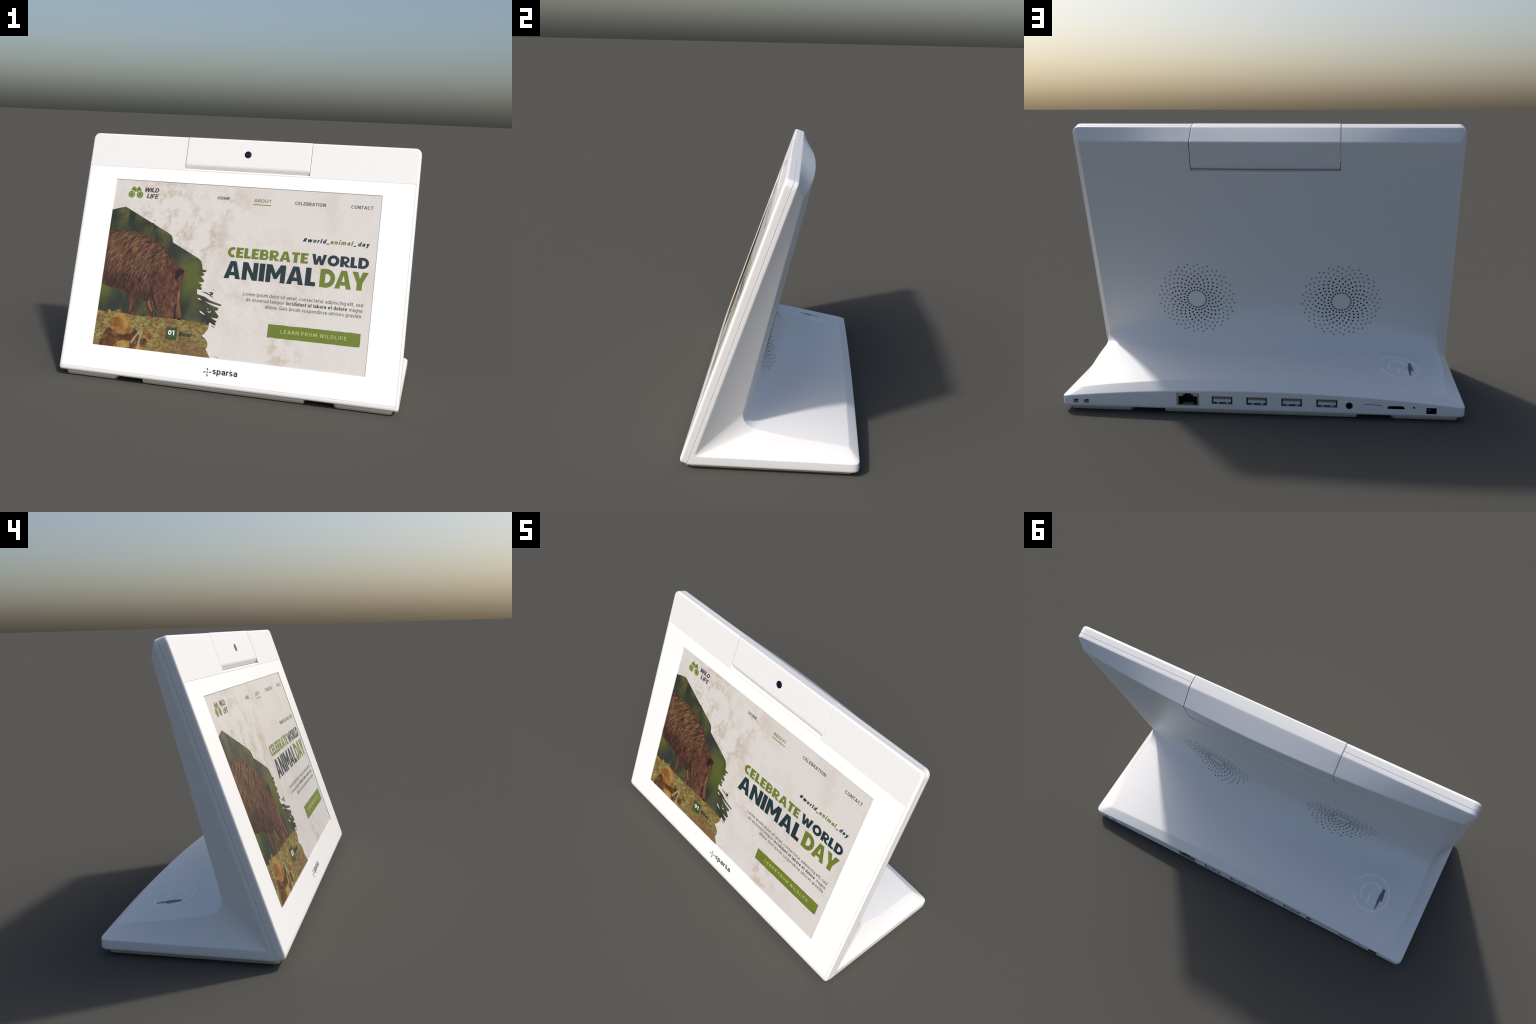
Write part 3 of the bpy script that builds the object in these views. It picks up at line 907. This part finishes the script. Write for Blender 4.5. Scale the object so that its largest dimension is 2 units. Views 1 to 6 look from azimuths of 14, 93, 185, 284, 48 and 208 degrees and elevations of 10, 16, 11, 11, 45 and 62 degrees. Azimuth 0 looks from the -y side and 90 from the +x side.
# maker's mark on the glass: word, accent and four little forked figures
lettering("maker_text", "sparsa", -0.051, 0.096, -0.0270, 0.0075, INK, 0.18, 0, 0.09, parent=glass, base=D_FRONT)
plate("accent_mark", [(0.049, 0.0005), (0.056, 0.0070), (0.061, 0.0060), (0.053, 0.0002)], 1, INK, glass, D_FRONT)
plate("emblem_dot", disc_points(-0.081, -0.0195, 0.0044, 16), 1, INK, glass, D_FRONT)


def stroke_quad(p, q, w):
    dx, dy = q[0] - p[0], q[1] - p[1]
    L = math.hypot(dx, dy)
    nx, ny = -dy / L * w / 2, dx / L * w / 2
    return [(p[0] + nx, p[1] + ny), (q[0] + nx, q[1] + ny), (q[0] - nx, q[1] - ny), (p[0] - nx, p[1] - ny)]


for k in range(4):
    a = math.pi / 2 * k

    def rot(r, s):
        return (-0.081 + r * math.cos(a) - s * math.sin(a), -0.0195 + r * math.sin(a) + s * math.cos(a))
    for j, (p, q) in enumerate((((0.0095, -0.0045), (0.0165, 0.0003)), ((0.0105, 0.0030), (0.0145, 0.0)), ((0.0130, -0.0010), (0.0250, 0.0010)),
                                ((0.0155, -0.0005), (0.0215, 0.0070)))):
        plate("emblem_figure", stroke_quad(rot(*p), rot(*q), 0.0034), 1 + 0.15 * j, INK, glass, D_FRONT)


# ------------------------------------------------------------------ housing
def side_half_width(f_back, f_deck):
    if f_deck is None:
        return 0.962 + (0.921 - 0.962) * f_back
    return 0.921 + 0.010 * math.sin(math.pi * min(1, f_deck * 1.3)) - 0.009 * f_deck


def back_section(x_of):
    """rows of the curved rear surface, from the top crease to the deck crease.
    x_of(kind, f) gives the x of each row; returns list of points"""
    rows = []
    Z_A, Y_B = 1.331, 0.378
    for kind, f in ROWS:
        x = x_of(kind, f)
        # where the bulged back would run into the deck, for this x
        iz = 0.25
        for _ in range(30):
            iz = deck_z(x, back_y(x, iz))
        r = 0.188 - 0.135 * abs(x) ** 1.5
        z1 = iz + r * 1.06
        p1 = Vector((back_y(x, z1), z1))
        up = Vector((0.235 + 0.009 * x * x, 1)).normalized()
        y2 = back_y(x, iz) + r * 1.15
        p2 = Vector((y2, deck_z(x, y2)))
        g = (deck_z(x, y2 + 0.001) - deck_z(x, y2 - 0.001)) / 0.002
        out = Vector((1, g)).normalized()
        # crossing of the two end tangents = middle control point of the fillet conic
        k = (p2.y - p1.y - g * (p2.x - p1.x)) / (up.y - g * up.x)
        mid = p1 + up * k
        w = math.sin(up.angle(out) / 2)
        if kind == 'back':
            zz = Z_A + (z1 - Z_A) * f
            p = Vector((back_y(x, zz), zz))
        elif kind == 'fillet':
            b0, b1, b2 = (1 - f) ** 2, 2 * f * (1 - f) * w, f * f
            p = (p1 * b0 + mid * b1 + p2 * b2) / (b0 + b1 + b2)
        else:
            y = y2 + (Y_B - y2) * f
            p = Vector((y, deck_z(x, y)))
        rows.append(Vector((x, p.x, p.y)))
    return rows


ROWS = [('back', f) for f in (0, 0.008, 0.016, 0.024, 0.033, 0.06, 0.12, 0.2, 0.3, 0.4, 0.5, 0.6, 0.7, 0.8, 0.9, 0.96)]
ROWS += [('fillet', i / 12) for i in range(13)]
ROWS += [('deck', f) for f in (0.06, 0.15, 0.28, 0.42, 0.56, 0.70, 0.82, 0.90, 0.94, 0.96, 0.98, 1.0)]
half = [0, 0.08, 0.16, 0.24, 0.32, 0.40, 0.5, 0.6, 0.7, 0.8, 0.88, 0.93, 0.955, 0.966, 0.977, 0.988, 1.0]
COLS = [-h for h in half[:0:-1]] + half


def build_housing():
    nr, nc = len(ROWS), len(COLS)
    JC = 16 + 6                                     # row where the panel side ends and the base side begins
    cols = [back_section(lambda kind, f, u=u: u * side_half_width(f if kind == 'back' else 1.0, None if kind == 'back' else
                                                                   (0.0 if kind == 'fillet' else f))) for u in COLS]
    verts, faces = [], []
    grid = {}
    for i in range(nc):
        for j in range(nr):
            grid[i, j] = len(verts)
            verts.append(cols[i][j])
    for i in range(nc - 1):
        for j in range(nr - 1):
            faces.append([grid[i, j], grid[i + 1, j], grid[i + 1, j + 1], grid[i, j + 1]])
    # perimeter of the patch, clockwise seen from behind: top, +x side, rear, -x side
    per = [(i, 0) for i in range(nc)] + [(nc - 1, j) for j in range(1, nr)] + \
          [(i, nr - 1) for i in range(nc - 2, -1, -1)] + [(0, j) for j in range(nr - 2, 0, -1)]

    def bez(a, b, c, s):
        return a * (1 - s) ** 2 + b * 2 * s * (1 - s) + c * s * s

    def rim_path(j, d, zb, corner_soft):
        """(y, z, on_panel) of the rim at row j for a rim at panel depth d / base height zb"""
        kind, f = ROWS[j]
        # corner between the panel line (depth d) and the base line (height zb)
        tc = (zb - SN * d) / CS
        yc = SN * tc - CS * d
        t1, y2 = tc + corner_soft, yc + corner_soft
        P1 = Vector((SN * t1 - CS * d, CS * t1 + SN * d))
        P2 = Vector((y2, zb))
        if kind == 'back':
            t = T_TOP + (t1 - T_TOP) * f
            return Vector((SN * t - CS * d, CS * t + SN * d))
        if kind == 'fillet':
            return bez(P1, Vector((yc, zb)), P2, f)
        return P2.lerp(Vector((0.4265, zb)), f)

    def rim_loop(inset, d, zb, soft, base_inset, rear_arch):
        loop = []
        r_top, r_rear = 0.036, 0.030
        for (i, j) in per:
            u = COLS[i]
            x = u
            kind, f = ROWS[j]
            p = rim_path(j, d, zb, soft)
            on_panel = j <= JC
            ins = inset if j < 16 else (base_inset if j > 28 else inset + (base_inset - inset) * f)
            if j < 16:
                t = T_TOP - 0.0
                tt, dd = world_to_panel(p.x, p.y)
                # round the top corners in (x, t)
                cx, ct = 1 - r_top, T_TOP - r_top
                if abs(x) > cx and tt > ct:
                    v = Vector((abs(x) - cx, tt - ct))
                    v = v.normalized() * r_top
                    x, tt = math.copysign(cx + v.x, x), ct + v.y
                x *= 1 - ins
                if tt > 1.0:
                    tt -= ins * max(0, (tt - 1.30) / (T_TOP - 1.30))
                q = panel_to_world(x, tt, dd)
            else:
                y, z = p.x, p.y
                cx, cy = 1 - r_rear, 0.4265 - r_rear
                if kind == 'deck':
                    if abs(x) > cx and y > cy:
                        v = Vector((abs(x) - cx, y - cy)).normalized() * r_rear
                        x, y = math.copysign(cx + v.x, x), cy + v.y
                    if rear_arch and y > 0.3:
                        z = zb + 0.053 * (1 - x * x) * min(1.0, (y - 0.3) / 0.12) * (1 if j == nr - 1 or abs(u) == 1 else 1)
                    y -= ins * max(0.0, (y - 0.39) / 0.0365)
                x *= 1 - ins
                q = Vector((x, y, z))
            loop.append(len(verts))
            verts.append(q)
        return loop

    L3 = [grid[k] for k in per]
    L2 = rim_loop(0.0, D_RIM, 0.0745, 0.018, 0.0, True)
    # flank strips between crease and rim
    prev = L3
    strips = 8
    DISH = 0.006
    for s in range(1, strips):
        cur = []
        m = len(L3)
        for k in range(m):
            a, b = verts[L3[k]], verts[L2[k]]
            p = a.lerp(b, s / strips)
            if per[k][0] in (0, nc - 1):            # the side flanks are slightly dished
                along = (verts[L3[(k + 1) % m]] + verts[L2[(k + 1) % m]]) - (verts[L3[k - 1]] + verts[L2[k - 1]])
                nrm = along.cross(b - a)
                if nrm.length > 1e-9:
                    nrm.normalize()
                    if nrm.x * a.x > 0:
                        nrm = -nrm
                    j = per[k][1]
                    ends = min(1.0, j / 4, (nr - 1 - j) / 4)
                    p = p + nrm * (DISH * ends * (b - a).length * 4 * (s / strips) * (1 - s / strips))
            cur.append(len(verts))
            verts.append(p)
        loops_bridge(faces, prev, cur)
        prev = cur
    loops_bridge(faces, prev, L2)
    prev = L2
    L = L2
    for args in ((0.0, D_SEAM - 0.0012, 0.038, 0.010, 0.0, False), (0.0007, D_SEAM - 0.0003, 0.030, 0.008, 0.0018, False),
                 (0.003, D_SEAM, 0.0255, 0.006, 0.006, False), (0.005, D_SEAM, 0.0240, 0.005, 0.012, False)):
        L = rim_loop(*args)
        loops_bridge(faces, prev, L)
        prev = L
    # closing faces: the seam plane behind the frame, and the underside
    n = len(per)
    idx = {k: m for m, k in enumerate(per)}
    r_side = [L[idx[(nc - 1, j)]] for j in range(nr)]
    l_side = [L[idx[(0, j)]] for j in range(nr)]
    top = [L[idx[(i, 0)]] for i in range(nc)]
    rear = [L[idx[(i, nr - 1)]] for i in range(nc)]
    faces.append(top + r_side[1:JC + 1] + l_side[JC:0:-1])
    faces.append(r_side[JC:] + rear[-2::-1] + l_side[nr - 2:JC - 1:-1])
    me = mesh_from(verts, faces, "housing")
    bm = bmesh.new()
    bm.from_mesh(me)
    bmesh.ops.recalc_face_normals(bm, faces=bm.faces)
    bm.verts.ensure_lookup_table()
    creases = set()
    for loop in (L3, L2):
        m = len(loop)
        for k in range(m):
            e = bm.edges.get((bm.verts[loop[k]], bm.verts[loop[(k + 1) % m]]))
            if e:
                creases.add(e)
    bmesh.ops.bevel(bm, geom=list(creases), offset=0.004, segments=3, profile=0.5, affect='EDGES', clamp_overlap=True)
    bmesh.ops.triangulate(bm, faces=[f for f in bm.faces if len(f.verts) > 6])
    bm.to_mesh(me)
    bm.free()
    return me


def loops_bridge(faces, a, b):
    n = len(a)
    for k in range(n):
        m = (k + 1) % n
        faces.append([a[k], b[k], b[m], a[m]])


housing = link("housing", build_housing(), mats=(WHITE,))
housing_surface = housing.data.copy()

# ports: rectangles on the rear wall, x from/to and z from/to
YR = 0.4265
ETH = (0.3014, 0.4153, 0.0457, 0.1111)
USB = [(0.1346, 0.2385, 0.0579, 0.0988), (-0.0371, 0.0667, 0.0579, 0.0988), (-0.2095, -0.1065, 0.0579, 0.0988), (-0.3825, -0.2785, 0.0584, 0.0990)]
LOCK = [(0.9167, 0.9410, 0.0431, 0.0631), (0.8624, 0.8867, 0.0429, 0.0625)]
POWER = (-0.8616, -0.8127, 0.0407, 0.0717)
hdmi = [(-0.6335, 0.0760), (-0.6995, 0.0760), (-0.7085, 0.0680), (-0.7085, 0.0608), (-0.6245, 0.0608), (-0.6245, 0.0680)]

notch_rear = [(1.45, 0.10), (1.45, 0.45), (1.1660, 0.45), (1.1660, 0.295), (1.1650, 0.283), (1.1620, 0.270), (1.1570, 0.256), (1.1510, 0.243), (1.143, 0.228), (1.100, 0.10)]
nm = prism(notch_rear, 'x', -0.3812, 0.3812, WHITE)
for v in nm.vertices:
    v.co = panel_to_world(*v.co)
cuts = [nm, box_mesh(*ETH[:2], 0.36, 0.45, *ETH[2:], DARK)]
cuts += [box_mesh(*u[:2], 0.36, 0.45, *u[2:], DARK) for u in USB]
cuts += [box_mesh(*u[:2], 0.412, 0.45, *u[2:], LOCK_GREY) for u in LOCK]
cuts += [box_mesh(u[0] + 0.0003, u[1] - 0.0075, 0.36, 0.4235, u[2] + 0.0075, u[3] - 0.0003, DARK) for u in LOCK]
cuts += [box_mesh(*POWER[:2], 0.385, 0.45, *POWER[2:], DARK),
         prism(hdmi, 'y', 0.385, 0.45, DARK),
         prism(disc_points(-0.4402, 0.0703, 0.0172, 28), 'y', 0.385, 0.45, DARK),
         prism(disc_points(-0.7537, 0.0704, 0.0050, 16), 'y', 0.40, 0.45, DARK),
         prism([(-0.5126, 0.0815), (-0.5987, 0.0790), (-0.5987, 0.0760), (-0.5126, 0.0785)], 'y', 0.415, 0.45, HOLE_GREY)]
cut(housing, cuts)
smooth(housing.data, 34)
weighted(housing)

# ------------------------------------------------------------------ flip camera module
def build_module():
    xs = [-MOD_X + 0.0, -MOD_X + 0.0015, -MOD_X + 0.004] + [MOD_X * k / 8 for k in range(-7, 8)] + [MOD_X - 0.004, MOD_X - 0.0015, MOD_X]
    loops = []
    for x in xs:
        e = min(abs(abs(x) - MOD_X), 0.004)
        ins = 0.003 * (1 - math.sqrt(max(0, 1 - (1 - e / 0.004) ** 2))) if e < 0.004 else 0.0
        ct, cd = world_to_panel(back_y(x, 1.331), 1.331)
        bt, bd = world_to_panel(back_y(x, 1.211), 1.211)
        pts = []
        # front top edge
        for k in range(4):
            a = math.pi / 2 * k / 3
            pts.append((T_TOP - 0.008 + 0.008 * math.cos(a), D_FRONT - 0.008 + 0.008 * math.sin(a)))
        # front bottom: large soft round so that the module can swing
        for k in range(9):
            a = math.pi / 2 * k / 8
            pts.append((1.196 - 0.0285 * math.sin(a), D_FRONT - 0.024 + 0.024 * math.cos(a)))
        pts.append((1.1675, 0.30))
        # rear bottom
        for k in range(5):
            a = math.pi / 2 * k / 4
            pts.append((bt - 0.020 * (math.cos(a)) - 0.0, bd + 0.016 * (1 - math.sin(a))))
        f = 0.05
        pts += [(bt + (ct - bt) * 0.3, bd + (cd - bd) * 0.3), (bt + (ct - bt) * 0.7, bd + (cd - bd) * 0.7)]
        pts += [(ct - 0.006, cd - (cd - bd) * 0.05), (ct - 0.001, cd + 0.0006), (ct + 0.003, cd + 0.006)]
        rt, rd = T_TOP, D_RIM
        pts += [(ct + (rt - ct) * 0.93, cd + (rd - cd) * 0.93), (rt - 0.001, rd - 0.001), (rt, rd + 0.003)]
        mt = sum(p[0] for p in pts) / len(pts)
        md = sum(p[1] for p in pts) / len(pts)
        loop = []
        for (t, d) in pts:
            v = Vector((mt - t, md - d))
            v = v.normalized() * ins if v.length > 0 else v
            loop.append((x, t + v.x, d + v.y))
        loops.append(loop)
    return loft(loops)


module = link("camera_module", build_module(), panel=True, mats=(WHITE,))
smooth(module.data, 50)
weighted(module)
lens = link("camera_lens", loft([[(x, t, d) for x, t in disc_points(0, 1.2667, r, 36)]
                                 for r, d in ((0.0212, D_FRONT - 0.004), (0.0212, D_FRONT + 0.0004), (0.0204, D_FRONT + 0.0009), (0.012, D_FRONT + 0.0012))]),
            module, mats=(LENS,))
smooth(lens.data, 40)

# ------------------------------------------------------------------ foot pads
for x0, x1, rad in ((0.640, 0.972, 0.030), (-0.483, 0.485, 0.008), (-0.974, -0.640, 0.030)):
    def pad_loop(i, z):
        return [(x, y, z) for x, y in rounded_rect(x0 + i, x1 - i, -0.402 + i, 0.405 - i, (max(rad - i, 0.004),) * 4, 6)]
    riser = link("foot_riser", loft([pad_loop(0.004, 0.026), pad_loop(0.004, 0.0135)]), mats=(WHITE,))
    smooth(riser.data, 30)
    pad = link("foot_pad", loft([pad_loop(0.004, 0.0134), pad_loop(0.0045, 0.012), pad_loop(0.006, 0.003), pad_loop(0.009, 0.0)]), riser, mats=(BEIGE,))
    smooth(pad.data, 30)

# ------------------------------------------------------------------ port fittings
# network socket
x0, x1, z0, z1 = ETH
yb, yf = 0.4170, 0.4262
socket = link("network_socket", join_meshes([
    box_mesh(x0, 0.3112, yb, yf, z0, z1), box_mesh(0.4052, x1, yb, yf, z0, z1),
    box_mesh(0.3112, 0.4052, yb, yf, z0, 0.0489), box_mesh(0.3112, 0.4052, yb, yf, 0.1092, z1),
    box_mesh(0.3112, 0.3317, yb, yf, 0.0942, 0.1092), box_mesh(0.3845, 0.4052, yb, yf, 0.0942, 0.1092),
    box_mesh(0.3317, 0.3418, yb, yf, 0.1014, 0.1092), box_mesh(0.3742, 0.3845, yb, yf, 0.1014, 0.1092)]), mats=(NICKEL,))
link("indicator_light", join_meshes([box_mesh(0.3085, 0.3310, 0.42, 0.4266, 0.0982, 0.1015), box_mesh(0.3855, 0.4085, 0.42, 0.4266, 0.0982, 0.1015),
                                     box_mesh(0.3100, 0.3300, 0.42, 0.4266, 0.1055, 0.1080), box_mesh(0.3870, 0.4065, 0.42, 0.4266, 0.1055, 0.1080)]),
     socket, mats=(PALE,))
pin_mesh = box_mesh(-0.0014, 0.0014, 0.400, 0.4165, 0.0470, 0.0560)
pin_mesh.materials.append(STEEL)
for k in range(9):
    p = link("contact_pin", pin_mesh, socket)
    p.location.x = 0.3320 + 0.0062 * k
# data sockets
yb = 0.372
def frame_pieces(u, w):
    a, b, c, e = u
    return [box_mesh(a, a + w, yb, yf, c, e), box_mesh(b - w, b, yb, yf, c, e), box_mesh(a + w, b - w, yb, yf, c, c + w), box_mesh(a + w, b - w, yb, yf, e - w, e)]


for u in USB:
    a, b, c, e = u
    s = link("data_socket", join_meshes(frame_pieces((a + 0.0004, b - 0.0004, c + 0.0004, e - 0.0004), 0.0022)), mats=(STEEL,))
    link("socket_tongue", box_mesh(a + 0.008, b - 0.008, 0.378, 0.4240, c + 0.0105, c + 0.0245), s, mats=(PALE,))
    link("socket_throat", box_mesh(a + 0.007, b - 0.007, 0.378, 0.4195, c + 0.0250, e - 0.0030), s, mats=(STEEL,))
    link("contact_pin", join_meshes([box_mesh(cx - 0.0032, cx + 0.0032, 0.41, 0.4215, c + 0.0295, e - 0.0045)
                                     for cx in (a + 0.0205, a + 0.040, a + 0.0545, a + 0.0735)]), s, mats=(GOLD,))
    link("spring_clip", join_meshes([box_mesh(a + f - 0.006, a + f + 0.006, 0.415, 0.4252, c + 0.0035, c + 0.0065) for f in (0.026, 0.072)]), s, mats=(PALE,))
# power inlet pin, audio jack ring, memory card slit
link("power_pin", prism(disc_points(-0.8274, 0.0581, 0.0045, 16), 'y', 0.388, 0.4215), mats=(STEEL,))
jack = link("audio_jack", loft([[(x, y, z) for x, z in disc_points(-0.4402, 0.0703, r, 28)]
                                for r, y in ((0.0171, 0.39), (0.0171, 0.4240), (0.0160, 0.4255), (0.0105, 0.4255), (0.0100, 0.4245), (0.0100, 0.3905))], cap=False), mats=(DARK,))
smooth(jack.data, 40)
# memory card cover: a flush plate framed by a hairline groove
cover_pts = [(0.5384, 0.0408), (0.7750, 0.0392), (0.7815, 0.0450), (0.7815, 0.0785), (0.7760, 0.0832), (0.5400, 0.1020), (0.5378, 0.1000)]


def offset_poly(pts, k):
    cx = sum(p[0] for p in pts) / len(pts)
    cz = sum(p[1] for p in pts) / len(pts)
    return [(p[0] + math.copysign(k, p[0] - cx), p[1] + math.copysign(k, p[1] - cz)) for p in pts]


link("cover_groove", prism(offset_poly(cover_pts, 0.0006), 'y', 0.4235, 0.42685), mats=(HOLE_GREY,))
link("cover_plate", prism(offset_poly(cover_pts, -0.0006), 'y', 0.4235, 0.42715), mats=(WHITE,))

# ------------------------------------------------------------------ speaker holes
bvh = BVHTree.FromPolygons([v.co for v in housing_surface.vertices], [tuple(p.vertices) for p in housing_surface.polygons])
RING_R = [0.0528, 0.0697, 0.0895, 0.1058, 0.1228, 0.1378, 0.1522, 0.1676, 0.1818, 0.1955, 0.2080]
RING_A = [6.5, 8.6, 1.9, 10.3, 4.9, 12.8, 6.7, 14.4, 7.1, 13.6, 4.4]
slope = Vector((0, 0.235, 1)).normalized()
for side in (1, -1):
    for name, rings, mat in (("speaker_hole", range(0, 6), DARK), ("speaker_dimple", range(6, 11), HOLE_GREY)):
        verts, faces = [], []
        for k in rings:
            for m in range(24):
                a = math.radians(RING_A[k] + 15 * m)
                px = 0.393 - RING_R[k] * math.sin(a)
                s = RING_R[k] * math.cos(a)
                s *= 1 - 0.12 * max(0.0, -s) / 0.208      # the lowest rows crowd together on the bend
                o = Vector((side * px, back_y(px, 0.475), 0.475)) + slope * s
                hit, nrm, _, _ = bvh.ray_cast(o + Vector((0, 0.6, 0.0)), Vector((0, -1, 0)))
                if hit is None:
                    continue
                if nrm.y < 0:
                    nrm = -nrm
                ux = Vector((1, 0, 0))
                ux = (ux - nrm * ux.dot(nrm)).normalized()
                uy = nrm.cross(ux)
                r = 0.0047 if k else 0.0044
                b = len(verts)
                for q in range(10):
                    th = 2 * math.pi * q / 10
                    v = hit + ux * (r * math.cos(th)) + uy * (r * math.sin(th))
                    verts += [v + nrm * 0.0006, v - nrm * 0.003]
                faces.append([b + 2 * q for q in range(10)])
                faces += [[b + 2 * q, b + 2 * q + 1, b + 2 * ((q + 1) % 10) + 1, b + 2 * ((q + 1) % 10)] for q in range(10)]
        me = mesh_from(verts, faces)
        fix_normals(me)
        ob = link(name, me, housing, mats=(mat,))
        ob["kind"] = "stuff"


# ------------------------------------------------------------------ power symbol on the deck
def surface_z(x, y):
    hit, _, _, _ = bvh.ray_cast(Vector((x, y, 0.6)), Vector((0, 0, -1)))
    return hit.z


def deck_ribbon(pts, width, lift, closed=False, n_sub=1):
    """flat raised ribbon following (x, y) points on the deck"""
    verts, faces = [], []
    m = len(pts)
    for k, (x, y) in enumerate(pts):
        xa, ya = pts[max(k - 1, 0)]
        xb, yb_ = pts[min(k + 1, m - 1)]
        d = Vector((xb - xa, yb_ - ya)).normalized()
        nx, ny = -d.y * width / 2, d.x * width / 2
        for s, h in ((1, -0.002), (0.85, lift), (-0.85, lift), (-1, -0.002)):
            X, Y = x + nx * s, y + ny * s
            verts.append((X, Y, surface_z(X, Y) + h))
    for k in range(m - 1):
        for q in range(3):
            faces.append([4 * k + q, 4 * k + q + 1, 4 * k + q + 5, 4 * k + q + 4])
    faces.append([0, 1, 2, 3])
    faces.append([4 * (m - 1) + q for q in (3, 2, 1, 0)])
    me = mesh_from(verts, faces)
    fix_normals(me)
    return me


PX, PY = -0.696, 0.163


def arc(r, a0, a1, n=60):
    return [(PX + r * math.cos(math.radians(a0 + (a1 - a0) * k / n)), PY + r * math.sin(math.radians(a0 + (a1 - a0) * k / n))) for k in range(n + 1)]


# angles measured from +x towards +y
symbol = link("power_symbol", join_meshes([deck_ribbon(arc(0.099, 22, 350), 0.0095, 0.0016), deck_ribbon(arc(0.0555, 122, 416), 0.0105, 0.0016),
                                           deck_ribbon([(-0.695, 0.171 + 0.0058 * k) for k in range(11)], 0.0115, 0.0016)]), mats=(SYMBOL,))
sliver = [(-0.746, 0.115), (-0.760, 0.114), (-0.769, 0.181), (-0.757, 0.181), (-0.750, 0.243), (-0.741, 0.187), (-0.742, 0.150)]
me = prism(sliver, 'd', 0.0, 0.003)
for v in me.vertices:
    v.co.z = surface_z(v.co.x, v.co.y) + (0.0021 if v.co.z > 0.001 else -0.002)
link("slit_darkness_plate", me, symbol, mats=(SLIT_GREY,))  # raised dark plate painted for the unlit depth of an open slit
bpy.data.meshes.remove(housing_surface)
